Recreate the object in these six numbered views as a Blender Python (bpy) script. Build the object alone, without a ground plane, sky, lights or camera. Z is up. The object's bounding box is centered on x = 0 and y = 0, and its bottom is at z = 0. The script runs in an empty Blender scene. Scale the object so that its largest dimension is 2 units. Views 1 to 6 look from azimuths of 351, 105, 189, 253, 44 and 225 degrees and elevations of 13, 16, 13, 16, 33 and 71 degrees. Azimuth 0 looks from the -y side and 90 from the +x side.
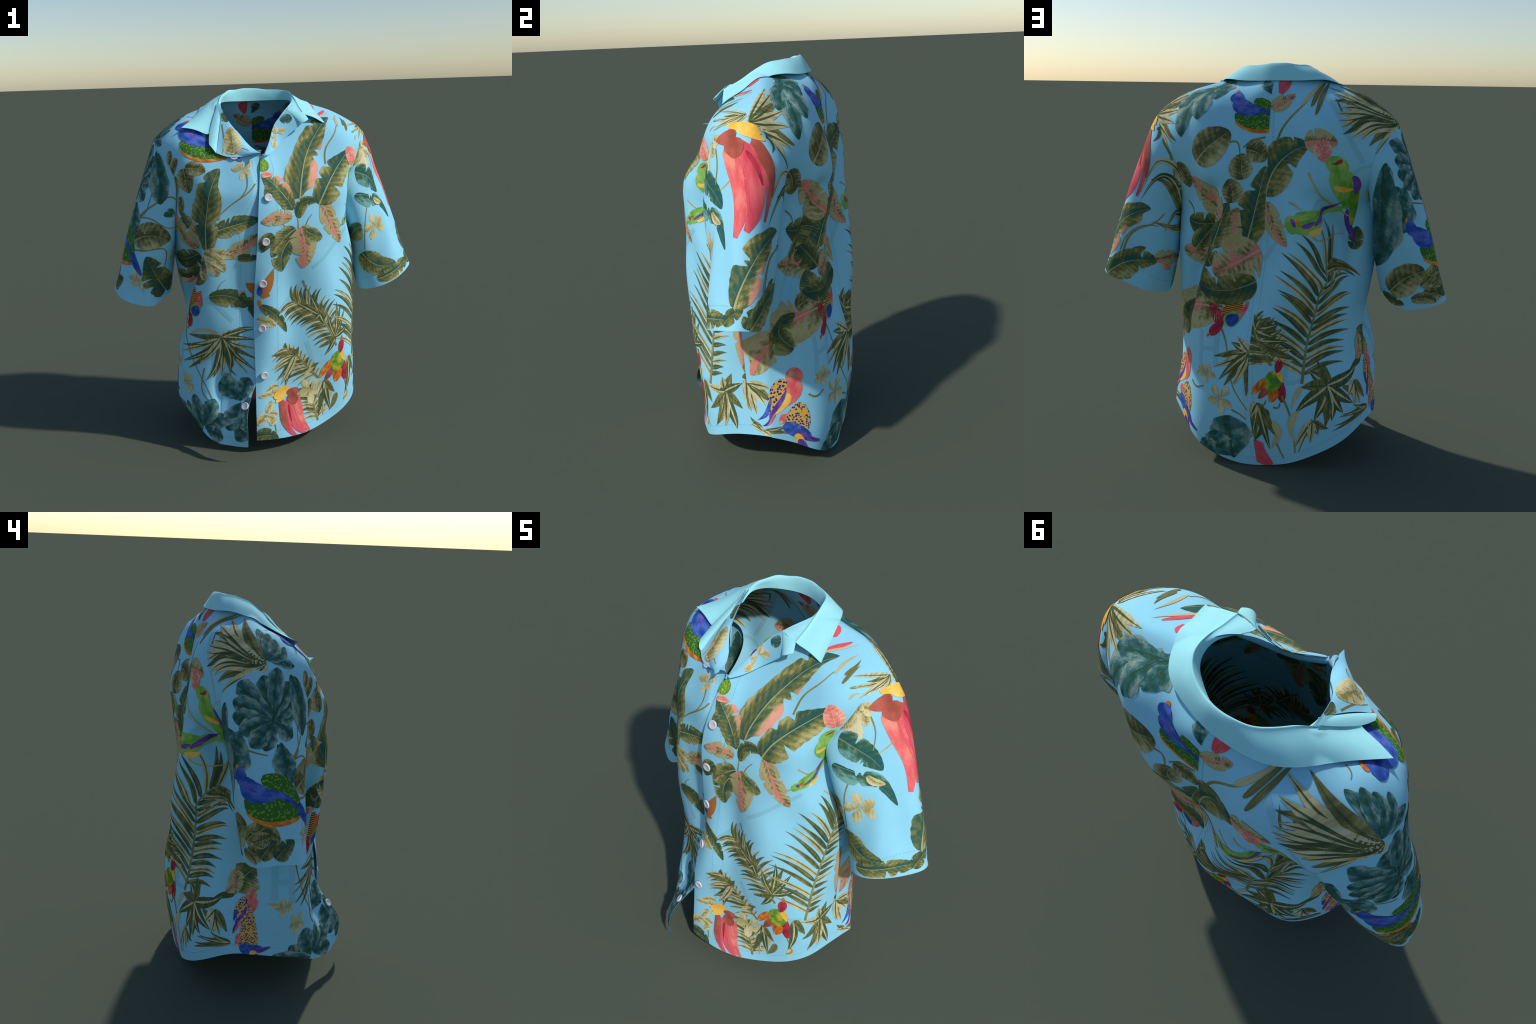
import bpy, math, random
import numpy as np
from mathutils import Vector, Matrix

rng = np.random.default_rng(7)
random.seed(7)

# ------------------------------------------------------------------ splines
def spline(t, y, tq, periodic=False):
    """Cubic interpolating spline through the control points y(t)."""
    t = np.asarray(t, float); y = np.asarray(y, float)
    if periodic:
        k = 4
        T = t[-1] - t[0]
        t = np.concatenate([t[-1 - k:-1] - T, t, t[1:k + 1] + T])
        y = np.concatenate([y[-1 - k:-1], y, y[1:k + 1]])
    n = len(t)
    h = np.diff(t)
    A = np.eye(n); B = np.zeros_like(y)
    for i in range(1, n - 1):
        A[i, i - 1] = h[i - 1]; A[i, i] = 2 * (h[i - 1] + h[i]); A[i, i + 1] = h[i]
        B[i] = 6 * ((y[i + 1] - y[i]) / h[i] - (y[i] - y[i - 1]) / h[i - 1])
    M = np.linalg.solve(A, B.reshape(n, -1)).reshape(y.shape)
    tq = np.asarray(tq, float)
    i = np.clip(np.searchsorted(t, tq) - 1, 0, n - 2)
    a = (t[i + 1] - tq) / h[i]; b = (tq - t[i]) / h[i]
    if y.ndim > 1:
        sh = (-1,) + (1,) * (y.ndim - 1)
        a = a.reshape(sh); b = b.reshape(sh); hh = h[i].reshape(sh)
    else:
        hh = h[i]
    return a * y[i] + b * y[i + 1] + ((a ** 3 - a) * M[i] + (b ** 3 - b) * M[i + 1]) * hh * hh / 6

def chord(p):
    p = np.asarray(p, float)
    d = np.sqrt(np.linalg.norm(np.diff(p, axis=0), axis=-1))
    t = np.concatenate([[0], np.cumsum(d)])
    return t / t[-1]

def curve(points, n, at=None):
    points = np.asarray(points, float)
    return spline(chord(points), points, np.linspace(0, 1, n) if at is None else at)

def smooth(a, b, x):
    t = np.clip((x - a) / (b - a), 0, 1)
    return t * t * (3 - 2 * t)

# ------------------------------------------------------------------ torso
# columns run round the body: q = 0 is the centre back, q = +-0.5 the side
# seams, q = +-1 the two front edges (q > 0 is the wearer's left, +x).
QCOL = np.array([-1, -.9, -.78, -.66, -.58, -.5, -.42, -.3, -.15, 0, .15, .3, .42, .5, .58, .66, .78, .9, 1])
# horizontal sections: z, xmin, xmax, yfront, yback, yside, exponent front, exponent back, back skew
SECTIONS = [
    (0.00, -.552, .520, -.370, .395, .14, 2.2, 2.0, -.10),
    (0.25, -.556, .525, -.365, .425, .13, 2.2, 2.0, -.10),
    (0.45, -.545, .510, -.362, .445, .11, 2.2, 2.0, -.10),
    (0.70, -.508, .482, -.358, .455, .10, 2.2, 1.9, -.10),
    (0.95, -.512, .470, -.352, .450, .09, 2.2, 1.9, -.10),
    (1.20, -.520, .465, -.360, .440, .08, 2.3, 2.0, -.10),
    (1.36, -.525, .465, -.352, .435, .08, 2.3, 2.1, -.09),
]
HEM_FRONT_L, HEM_SIDE_L, HEM_BACK, HEM_SIDE_R, HEM_FRONT_R = .08, .235, .005, .24, .10

def centre_x(z):
    return np.interp(z, [0, .1, .47, .72, .97, 1.2, 1.43, 1.65], [-.105, -.105, -.10, -.095, -.081, -.063, -.05, -.05])

SEAM_Z, SEAM_X = [0, .3, .55, .75, 1.04, 1.25, 1.5], [.01, .04, .05, .04, .01, -.005, -.015]   # centre back seam

def section_point(sec, q, z):
    _, x0, x1, yf, yb, ys, nf, nb, skew = sec
    cx, a = (x0 + x1) / 2, (x1 - x0) / 2
    cf = centre_x(z)
    al = q * math.pi
    if abs(q) > .9:
        # front edges: walk along to the placket edge
        edge = cf - .05 if q > 0 else cf + .05
        s = (edge - cx) / a
        c = -1 * (1 - abs(s) ** nf) ** (1 / nf)
        return np.array([edge, ys - (ys - yf) * (-c), z])
    s, c = math.sin(al), math.cos(al)
    n = nb if c > 0 else nf
    x = cx + a * math.copysign(abs(s) ** (2 / n), s)
    if c > 0:
        y = ys + (yb - ys) * abs(c) ** (2 / n) + skew * (x - cx) * abs(c) ** .8
    else:
        y = ys - (ys - yf) * abs(c) ** (2 / n)
    w = smooth(.5, 1, abs(c))
    if c < 0:
        x += w * (cf - cx) * .8
    else:
        x += w * (np.interp(z, SEAM_Z, SEAM_X) - cx)
    return np.array([x, y, z])

def hem_z(q):
    return spline([-1, -.8, -.64, -.5, -.36, -.18, 0, .18, .36, .5, .64, .8, 1],
                  [HEM_FRONT_R, .09, .165, HEM_SIDE_R, .225, .085, HEM_BACK, .075, .20, HEM_SIDE_L, .205, .10, HEM_FRONT_L], [q])[0]

def sections_at(z):
    S = np.array(SECTIONS)
    return np.array([spline(S[:, 0], S[:, k], [z])[0] for k in range(S.shape[1])])

# upper body: control points per column from the chest up to the neck line
UPPER = {
    # front edge (wearer's right, lies underneath), then towards the side
    -1.0: [(-.02, -.315, 1.46), (-.05, -.275, 1.60), (-.072, -.245, 1.650), (-.076, -.258, 1.668), (-.078, -.262, 1.672)],
    -.90: [(-.13, -.330, 1.46), (-.14, -.265, 1.59), (-.130, -.205, 1.665), (-.115, -.195, 1.690), (-.108, -.192, 1.690)],
    -.78: [(-.28, -.315, 1.45), (-.28, -.220, 1.60), (-.24, -.150, 1.70), (-.19, -.11, 1.765), (-.165, -.125, 1.760)],
    -.66: [(-.425, -.230, 1.45), (-.425, -.160, 1.60), (-.38, -.085, 1.74), (-.27, -.05, 1.825), (-.205, -.07, 1.815)],
    -.58: [(-.495, -.11, 1.45), (-.52, -.06, 1.60), (-.48, -.01, 1.745), (-.35, .03, 1.845), (-.235, .01, 1.885)],
    -.50: [(-.535, .10, 1.45), (-.565, .13, 1.60), (-.605, .135, 1.712), (-.431, .143, 1.856), (-.245, .08, 1.930)],
    -.42: [(-.520, .26, 1.45), (-.525, .28, 1.60), (-.50, .24, 1.745), (-.37, .19, 1.855), (-.215, .15, 1.942)],
    -.30: [(-.425, .36, 1.45), (-.41, .35, 1.60), (-.37, .305, 1.75), (-.27, .24, 1.865), (-.16, .195, 1.944)],
    -.15: [(-.235, .425, 1.45), (-.225, .412, 1.60), (-.20, .36, 1.76), (-.15, .29, 1.87), (-.10, .225, 1.944)],
    0.00: [(-.016, .415, 1.45), (-.018, .39, 1.60), (-.022, .350, 1.76), (-.027, .31, 1.87), (-.035, .235, 1.944)],
    .15: [(.155, .405, 1.45), (.15, .395, 1.60), (.13, .345, 1.76), (.08, .280, 1.87), (.03, .22, 1.944)],
    .30: [(.340, .335, 1.45), (.335, .325, 1.60), (.31, .285, 1.75), (.20, .225, 1.865), (.10, .185, 1.944)],
    .42: [(.445, .235, 1.45), (.465, .26, 1.60), (.455, .225, 1.745), (.31, .185, 1.855), (.15, .14, 1.942)],
    .50: [(.470, .10, 1.45), (.53, .13, 1.60), (.578, .132, 1.735), (.385, .140, 1.866), (.17, .07, 1.930)],
    .58: [(.435, -.11, 1.45), (.465, -.07, 1.60), (.44, -.02, 1.745), (.29, .03, 1.845), (.145, .00, 1.905)],
    .66: [(.370, -.215, 1.45), (.375, -.155, 1.60), (.34, -.085, 1.74), (.21, -.02, 1.825), (.10, -.055, 1.868)],
    .78: [(.205, -.315, 1.45), (.21, -.245, 1.60), (.18, -.150, 1.70), (.11, -.095, 1.76), (.045, -.10, 1.805)],
    .90: [(.05, -.33, 1.45), (.06, -.270, 1.58), (.045, -.215, 1.645), (.022, -.168, 1.69), (.001, -.162, 1.724)],
    1.00: [(-.095, -.325, 1.45), (-.08, -.285, 1.56), (-.07, -.258, 1.62), (-.055, -.245, 1.645), (-.052, -.243, 1.648)],
}
LOWER_Z = [0.32, .45, .70, .95, 1.20, 1.32]

def torso_columns():
    cols = []
    for q in QCOL:
        p = []
        hz = hem_z(q)
        for f in (0, .5):
            z = hz + f * (.32 - hz)
            p.append(section_point(sections_at(z), q, z))
        for z in LOWER_Z:
            p.append(section_point(sections_at(z), q, z))
        p += [np.array(u) for u in UPPER[round(float(q), 2)]]
        cols.append(p)
    return np.array(cols)          # (columns, levels, 3)

NET = torso_columns()
LEVELS = NET.shape[1]
WLEV = chord(NET.mean(0))

NQ, NW = 321, 200
QS = np.linspace(-1, 1, NQ)
WS = np.linspace(0, 1, NW)
def torso_grid():
    rows = spline(WLEV, np.swapaxes(NET, 0, 1), WS)        # (NW, cols, 3)
    # the side seams wander off the sides of the body: cloth column -> body angle
    up = smooth(.55, .80, WS)
    Q = np.stack([np.interp(QS, [-1, -.5, 0, .5, 1], [-1, -.405 - .095 * u, 0, .543 - .043 * u, 1]) for u in up], 1)
    g = np.stack([spline(QCOL, rows[j], Q[:, j]) for j in range(NW)], 1)      # (NQ, NW, 3)
    x, y, z = g[..., 0], g[..., 1], g[..., 2]
    # overlapping plackets: left one proud, right one beneath
    under = smooth(-.90, -.955, Q)
    over = smooth(.90, .95, Q)
    y += under * .012 * smooth(1.66, 1.58, z)
    y -= over * .008 * smooth(1.66, 1.58, z)
    # right front falls open towards the hem
    x -= smooth(.66, .22, z) * smooth(-.60, -1.0, Q) * .165
    y -= smooth(.46, .15, z) * smooth(-.80, -1.0, Q) * .125
    return np.stack([x, y, z], -1)

# places that the draped cloth passes through: hollows down the back and the
# front, ridges at the shoulder blades, the flared right front
CLOTH_POINTS = [
    (0.131, 0.279, 1.869), (-0.019, 0.361, 1.651), (0.332, 0.362, 1.533), (0.191, 0.366, 1.686), (0.083, 0.405, 1.458),
    (0.143, 0.404, 1.347), (-0.114, 0.411, 1.256), (-0.127, 0.404, 1.360), (-0.129, 0.435, 1.155), (0.268, 0.370, 0.689),
    (0.118, 0.390, 0.760), (0.034, 0.384, 0.888), (0.227, 0.367, 0.804), (0.291, 0.375, 0.461), (0.206, 0.419, 0.348),
    (0.398, 0.270, 0.563), (0.325, 0.374, 0.192), (0.142, 0.442, 0.278), (0.051, 0.467, 0.621), (0.002, 0.406, 0.928),
    (-0.016, 0.432, 0.857), (0.318, 0.342, 0.689), (-0.330, 0.369, 1.572), (-0.320, 0.323, 1.334), (-0.284, 0.379, 1.552),
    (-0.215, 0.409, 1.503), (-0.210, 0.405, 0.473), (-0.134, 0.431, 0.593), (-0.330, 0.387, 0.448), (-0.496, 0.126, 0.579),
    (-0.383, 0.296, 0.667), (-0.308, 0.328, 0.591), (-0.091, 0.462, 0.355), (0.103, -0.304, 1.385),
    (0.372, -0.209, 1.150), (0.062, -0.298, 0.985), (0.159, -0.316, 0.902), (0.388, -0.214, 0.589), (0.341, -0.241, 0.487),
    (0.057, -0.317, 0.359), (0.372, -0.239, 1.253), (-0.164, -0.263, 1.592), (-0.505, -0.119, 0.365), (-0.150, -0.269, 1.557),
    (-0.278, -0.291, 1.452), (-0.265, -0.291, 1.132), (-0.222, -0.286, 1.102), (-0.239, -0.293, 1.108), (-0.285, -0.273, 0.993),
    (-0.316, -0.252, 0.647), (-0.148, -0.305, 0.756), (-0.457, -0.184, 1.461), (-0.497, -0.142, 1.342), (-0.462, -0.185, 0.785),
    (-0.436, -0.243, 0.132), (-0.479, -0.167, 0.306), (-0.265, -0.330, 0.315), (0.363, 0.001, 1.816),
    (0.107, -0.184, 1.635), (0.306, -0.177, 1.582), (0.271, -0.218, 1.534), (0.251, -0.292, 1.394), (0.294, -0.286, 1.365),
    (0.107, -0.318, 1.261), (0.255, -0.294, 1.233), (0.374, -0.241, 1.256), (0.396, -0.229, 1.367), (0.087, -0.311, 1.321),
    (0.123, -0.319, 1.257), (0.248, -0.307, 1.193), (0.360, -0.245, 1.156), (0.041, -0.329, 0.686), (0.168, -0.318, 0.900),
    (0.234, -0.304, 0.838), (0.336, -0.263, 0.817), (0.401, -0.207, 0.593), (0.406, -0.202, 0.388), (0.349, -0.228, 0.354),
    (0.090, -0.295, 0.338), (0.159, -0.286, 0.188), (0.097, -0.331, 0.058), (-0.020, -0.327, 0.380), (0.257, -0.310, 0.942),
    (0.289, -0.301, 0.873), (0.453, -0.146, 0.473), (0.457, -0.127, 0.637), (0.485, -0.029, 0.431), (0.481, -0.032, 0.578),
    (0.394, -0.227, 1.366), (0.432, -0.108, 1.656), (-0.403, -0.264, 1.112), (-0.444, -0.223, 0.967), (-0.480, -0.188, 0.831),
    (-0.026, 0.315, 1.860), (-0.024, 0.342, 1.734), (-0.018, 0.360, 1.647), (-0.016, 0.383, 1.450), (-0.011, 0.390, 1.352),
    (-0.005, 0.371, 1.251), (0.005, 0.351, 1.112), (0.011, 0.374, 1.043), (0.028, 0.383, 0.941), (0.037, 0.402, 0.842),
    (0.040, 0.432, 0.747), (0.046, 0.452, 0.648), (0.053, 0.467, 0.547), (-0.050, -0.323, 1.434),
    (-0.063, -0.340, 1.199), (-0.081, -0.327, 0.971), (-0.097, -0.350, 0.716), (-0.100, -0.370, 0.466), (-0.154, -0.374, 0.085),
    (-0.205, -0.222, 1.642), (-0.207, -0.475, 0.110), (-0.219, -0.486, 0.192), (-0.211, -0.425, 0.302), (-0.436, -0.243, 0.132),
    (-0.053, 0.408, 0.020), (-0.310, 0.310, 1.040), (-.346, .138, 1.882), (-.431, .143, 1.856), (-.514, .144, 1.813),
    (.286, .138, 1.892), (.375, .141, 1.870), (.490, .137, 1.815), (-.453, .018, 1.830), (-.482, -.018, 1.784),
    (-.483, -.128, 1.697), (-.538, .010, 1.760), (-.548, -.023, 1.736), (-.591, -.029, 1.664), (-.530, -.079, 1.570),
    (-.563, .248, 1.642), (-.525, .305, 1.580), (.561, .016, 1.720), (.525, -.043, 1.662), (.517, .256, 1.651), (.479, .288, 1.589),
    (-.448, -.125, 1.024), (-.454, -.128, 1.108), (-.480, -.062, .944), (-.436, -.170, 1.090), (-.490, -.037, .839),
    (-.310, -.085, 1.740), (-.270, -.115, 1.720), (-.360, -.030, 1.790), (-.410, -.030, 1.785), (-.320, .030, 1.830),
    (.250, -.078, 1.772), (-.528, .100, 1.030), (-.515, .090, .920), (-.530, .150, 1.120), (.494, .040, 1.060), (.488, .060, .820), (.470, .150, 1.200),
]
CLOTH_EASE = [
    (-0.515, -0.106, 0.577),
    (-0.535, -0.092, 1.628), (-0.200, -0.283, 0.865), (-0.343, -0.234, 0.444), (-0.425, -0.228, 1.508),
    (-0.598, 0.046, 1.710), (-0.511, -0.147, 1.457),
    (-0.536, -0.076, 0.539), (0.347, 0.309, 1.480), (-0.150, 0.476, 0.952),
    (-0.132, 0.453, 0.791), (0.013, 0.344, 1.604), (0.073, 0.372, 1.355), (-0.094, 0.370, 1.453), (-0.326, 0.260, 1.150),
    (0.232, 0.372, 1.060), (0.157, 0.381, 0.698), (0.032, 0.437, 0.216), (0.295, 0.320, 1.789), (-0.253, 0.362, 1.759),
    (-0.460, 0.204, 1.268), (-0.055, 0.355, 1.520), (0.057, 0.380, 1.495), (0.556, 0.193, 1.705), (0.501, 0.265, 1.625),
    (-0.162, 0.440, 1.180), (0.296, 0.257, 1.856), (-0.332, 0.253, 1.860), (-0.053, 0.321, 1.777),
    (-0.303, 0.276, 1.856), (-0.168, 0.439, 0.970), (-0.324, 0.296, 1.284),
    (-0.111, 0.374, 1.562), (0.008, 0.339, 1.692), (0.445, -0.138, 1.141), (0.424, -0.099, 1.386), (0.304, -0.119, 1.709),
    (0.441, -0.112, 1.699), (0.347, -0.260, 0.719), (0.285, -0.117, 1.697), (0.504, -0.094, 1.629), (0.442, -0.147, 1.120),
    (0.170, -0.260, 1.507), (0.473, 0.129, 0.489), (-0.451, -0.173, 1.585),
    (0.077, -0.263, 1.488), (0.188, -0.270, 1.461), (-0.328, -0.257, 0.317), (0.206, -0.260, 0.381),
    (-0.333, 0.241, 1.165), (-0.257, 0.399, 0.997), (0.298, 0.331, 1.004), (0.005, 0.368, 1.394),
    (0.434, -0.182, 1.145), (0.300, -0.277, 0.615), (0.490, -0.031, 0.666), (0.428, -0.186, 1.487), (0.403, -0.090, 1.322),
    (0.437, -0.185, 1.175), (0.414, -0.162, 1.571), (0.326, -0.259, 0.528), (0.499, -0.048, 0.624), (0.446, 0.182, 0.468),
    (-0.056, 0.312, 1.813), (-0.150, 0.436, 1.286), (-0.092, 0.360, 1.569), (-0.238, 0.417, 1.430), (-0.384, 0.335, 1.553),
    (-0.375, 0.215, 1.872), (-0.043, 0.300, 1.846), (-0.342, -0.285, 1.324), (0.029, -0.294, 0.356), (0.271, -0.303, 0.697),
    (-0.366, -0.238, 0.856),
]
SLEEVE_POINTS = [
    (0.620, -0.049, 1.199), (0.740, 0.054, 1.221), (0.650, 0.025, 1.386), (0.633, 0.023, 1.454), (0.751, 0.104, 1.287), (0.565, 0.013, 1.710), (0.587, -0.033, 1.592), (0.794, 0.094, 1.125), (0.746, -0.029, 0.964), (0.841, 0.101, 0.999), (0.481, -0.075, 1.549), (0.659, 0.226, 1.301), (0.764, 0.113, 1.294), (0.607, 0.249, 1.278), (0.761, 0.220, 1.033), (0.666, 0.235, 1.081), (0.894, 0.159, 0.915), (-0.701, 0.252, 1.277), (-0.738, 0.259, 1.141), (-0.565, 0.252, 1.643), (-0.558, 0.309, 1.543), (-0.745, 0.151, 1.338), (-0.757, 0.012, 1.181), (-0.775, -0.023, 1.002), (-0.764, 0.037, 1.209), (-0.760, -0.028, 0.967),
    (.590, .10, 1.710), (.665, .10, 1.534), (.735, .10, 1.36), (.808, .10, 1.153), (.868, .11, .995),
    (-.600, .10, 1.714), (-.638, .10, 1.624), (-.712, .10, 1.439), (-.763, .10, 1.277), (-.838, .10, 1.015),
]
SLEEVE_EASE = [
    (-0.583, -0.050, 1.615), (0.530, 0.232, 1.628), (0.557, 0.260, 1.457), 
    (0.570, 0.047, 1.700), (0.456, -0.075, 1.376), (0.546, -0.037, 1.606), (0.531, -0.076, 1.187),
    (0.570, 0.105, 1.725), (0.782, 0.105, 1.159), (0.617, 0.089, 1.630), (0.705, 0.164, 1.444), (0.829, 0.106, 1.037),
    (-0.646, -0.011, 1.437), (-0.576, -0.050, 1.551), (0.558, -0.092, 1.226),
]

def drape(G, N, points, ease, fine, broad, lam, cand=None, rounds=4, tall=1.7, hold=1.0):
    """Ease the cut surface onto the drape points, smoothly between them; folds run mostly downwards."""
    P = np.array(list(points) + list(ease))
    slack = np.diag([lam] * len(points) + [lam * 3] * len(ease))
    B, BN = G.reshape(-1, 3), N.reshape(-1, 3)
    ok = np.arange(len(B)) if cand is None else np.flatnonzero(cand.reshape(-1))
    squash = np.array([1, 1, 1 / tall])
    kern = lambda a, b: (lambda r: np.exp(-r / (2 * broad ** 2)) + .35 * np.exp(-r / (2 * fine ** 2)))((((a[:, None] - b[None]) * squash) ** 2).sum(-1))
    disp = np.zeros(len(B))
    for _ in range(rounds):
        cur = B[ok] + BN[ok] * disp[ok, None]
        near = np.array([ok[np.argmin(((cur - p) ** 2).sum(1))] for p in P])
        d = ((P - B[near]) * BN[near]).sum(1)
        C = B[near]
        a = np.linalg.solve(kern(C, C) + slack, d)
        disp = np.concatenate([kern(B[i:i + 8000], C) @ a for i in range(0, len(B), 8000)])
    return G + N * (disp.reshape(G.shape[:2]) * hold)[..., None]

def crease(G, N, line, depth, width):
    """Press a fold along a line into the cloth, fading towards the line's ends."""
    P = curve(line, 60)
    fade = np.sin(np.linspace(.12, .94, 60) * math.pi) ** .7
    B = G.reshape(-1, 3)
    f = np.zeros(len(B))
    box = np.flatnonzero(((B > P.min(0) - 4 * width) & (B < P.max(0) + 4 * width)).all(1))
    d2 = ((B[box, None] - P[None]) ** 2).sum(-1)
    k = d2.argmin(1)
    f[box] = depth * fade[k] * np.exp(-d2[np.arange(len(box)), k] / (2 * width ** 2))
    return G - N * f.reshape(G.shape[:2])[..., None]

def folds(p, n, q):
    """Soft drape: broad dents, vertical folds from the sleeves and the hem."""
    x, y, z = p[..., 0], p[..., 1], p[..., 2]
    d = .003 * np.sin(q * 17 + 1.3 * np.sin(z * 3.1)) * smooth(1.1, .2, z)
    d += .002 * np.sin(q * 31 + z * 4.0 + 2 * np.sin(z * 2 + q * 5)) * smooth(1.75, 1.5, z)
    return p + n * d[..., None]

def grid_normals(g, wrap=False):
    du = np.gradient(g, axis=0)
    if wrap:
        du[0] = du[-1] = g[1] - g[-2]
    dv = np.gradient(g, axis=1)
    n = np.cross(du, dv)
    n /= np.linalg.norm(n, axis=-1, keepdims=True) + 1e-12
    return n

TORSO = torso_grid()
TN = grid_normals(TORSO)
if TN[NQ // 2, NW // 3, 1] < 0:
    TN = -TN
keep = ~((QS[:, None] < -.9) & (TORSO[..., 2] > .42))
TORSO = drape(TORSO, TN, CLOTH_POINTS, CLOTH_EASE, .085, .22, .03, cand=keep, hold=smooth(1.0, .93, WS)[None])
TN = grid_normals(TORSO) * (1 if grid_normals(TORSO)[NQ // 2, NW // 3, 1] > 0 else -1)
# deep tucks: under the right arm in front, and slanting from the left arm behind
for line, depth, width in (
        ([(-.505, .00, .70), (-.484, -.079, .895), (-.446, -.147, 1.036), (-.41, -.215, 1.22)], .065, .042),
        ([(-.505, .07, .66), (-.471, .002, .842), (-.443, -.047, .941), (-.415, -.14, 1.14)], .045, .040),
        ([(.24, .38, 1.40), (.316, .318, 1.161), (.37, .265, .99), (.435, .205, .70)], .065, .034),
        ([(-.25, .40, 1.38), (-.36, .25, 1.19), (-.36, .24, 1.02)], .045, .030),
        ([(-.24, .40, 1.00), (-.29, .36, .975), (-.35, .30, .95)], -.035, .028)):
    TORSO = crease(TORSO, TN, line, depth, width)
    TN = grid_normals(TORSO) * (1 if grid_normals(TORSO)[NQ // 2, NW // 3, 1] > 0 else -1)
TORSO = folds(TORSO, TN, QS[:, None] + 0 * TORSO[..., 2])
TN = grid_normals(TORSO) * (1 if grid_normals(TORSO)[NQ // 2, NW // 3, 1] > 0 else -1)

# ------------------------------------------------------------------ sleeves
# rings of eight control points: outer, outer front, front, inner front, inner, inner back, back, outer back
SLEEVE_L = [
    [(.578, .132, 1.735), (.563, .020, 1.720), (.505, -.062, 1.620), (.440, -.115, 1.45), (.462, .08, 1.27), (.430, .255, 1.42), (.475, .285, 1.585), (.548, .210, 1.695)],
    [(.632, .132, 1.645), (.595, .022, 1.635), (.515, -.085, 1.57), (.45, -.115, 1.40), (.468, .08, 1.22), (.46, .255, 1.37), (.515, .30, 1.53), (.59, .25, 1.62)],
    [(.705, .132, 1.475), (.665, .015, 1.47), (.580, -.08, 1.42), (.485, -.095, 1.28), (.475, .08, 1.14), (.49, .25, 1.27), (.58, .300, 1.40), (.665, .255, 1.46)],
    [(.818, .130, 1.18), (.780, .015, 1.17), (.690, -.06, 1.12), (.57, -.055, 1.02), (.515, .08, .96), (.56, .23, 1.03), (.68, .265, 1.13), (.775, .230, 1.17)],
    [(.905, .120, .925), (.855, .010, .900), (.740, -.055, .86), (.62, -.045, .820), (.556, .07, .805), (.61, .195, .825), (.735, .222, .865), (.85, .195, .905)],
]
SLEEVE_R = [
    [(-.606, .132, 1.712), (-.603, .030, 1.69), (-.567, -.053, 1.617), (-.500, -.105, 1.46), (-.515, .08, 1.26), (-.495, .27, 1.42), (-.522, .308, 1.58), (-.585, .225, 1.67)],
    [(-.638, .132, 1.635), (-.618, .022, 1.62), (-.56, -.080, 1.56), (-.505, -.105, 1.40), (-.52, .08, 1.22), (-.51, .27, 1.37), (-.555, .315, 1.53), (-.615, .255, 1.61)],
    [(-.712, .132, 1.460), (-.680, .010, 1.455), (-.605, -.085, 1.40), (-.525, -.095, 1.28), (-.515, .08, 1.16), (-.525, .26, 1.28), (-.605, .315, 1.40), (-.680, .260, 1.45)],
    [(-.810, .130, 1.15), (-.780, .000, 1.14), (-.700, -.075, 1.09), (-.595, -.07, 1.02), (-.535, .08, .98), (-.57, .235, 1.03), (-.685, .275, 1.10), (-.770, .235, 1.14)],
    [(-.895, .120, .872), (-.850, -.01, .845), (-.740, -.085, .820), (-.63, -.075, .828), (-.560, .07, .875), (-.60, .20, .860), (-.71, .235, .818), (-.865, .20, .855)],
]
NA, NL = 97, 110

def sleeve_grid(rings, side):
    rings = np.array(rings)
    closed = np.concatenate([rings, rings[:, :1]], 1)            # (rings, 9, 3)
    ta = np.linspace(0, 1, 9)
    loops = np.stack([spline(ta, r, np.linspace(0, 1, NA), periodic=True) for r in closed])  # (rings, NA, 3)
    tl = chord(loops.mean(1))
    g = spline(tl, loops, np.linspace(0, 1, NL))                 # (NL, NA, 3)
    g = np.swapaxes(g, 0, 1)                                     # (NA, NL, 3)
    n = grid_normals(g, True)
    c = g.mean(0)[None]
    if (n * (g - c)).sum() < 0:
        n = -n
    g = drape(g, n, [p for p in SLEEVE_POINTS if p[0] * side > 0], [p for p in SLEEVE_EASE if p[0] * side > 0], .08, .20, .03)
    # sew the first ring onto the torso, easing the shift out along the sleeve
    near = TORSO.reshape(-1, 3)
    near = near[(near[:, 2] > 1.15) & (near[:, 0] * rings[0, 0, 0] > .12)]
    d = np.stack([near[np.argmin(((near - p) ** 2).sum(1))] - p for p in g[:, 0]])
    for _ in range(6):
        d[:-1] = (np.roll(d[:-1], 1, 0) + d[:-1] + np.roll(d[:-1], -1, 0)) / 3
    d[-1] = d[0]
    g = g + d[:, None] * (smooth(.45, 0, np.linspace(0, 1, NL)) ** 1.0)[None, :, None]
    n = grid_normals(g, True)
    if (n * (g - c)).sum() < 0:
        n = -n
    a = np.linspace(0, 2 * math.pi, NA)[:, None]
    l = np.linspace(0, 1, NL)[None]
    d = .003 * np.sin(3 * a + 5 * l + side) * smooth(.1, .5, l) + .003 * np.sin(5 * a - 7 * l)* smooth(.1, .4, l)
    g = g + n * d[..., None]
    n = grid_normals(g, True)
    if (n * (g - c)).sum() < 0:
        n = -n
    return g, n

SL, SLN = sleeve_grid(SLEEVE_L, 1.0)
SR, SRN = sleeve_grid(SLEEVE_R, -1.0)

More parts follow.
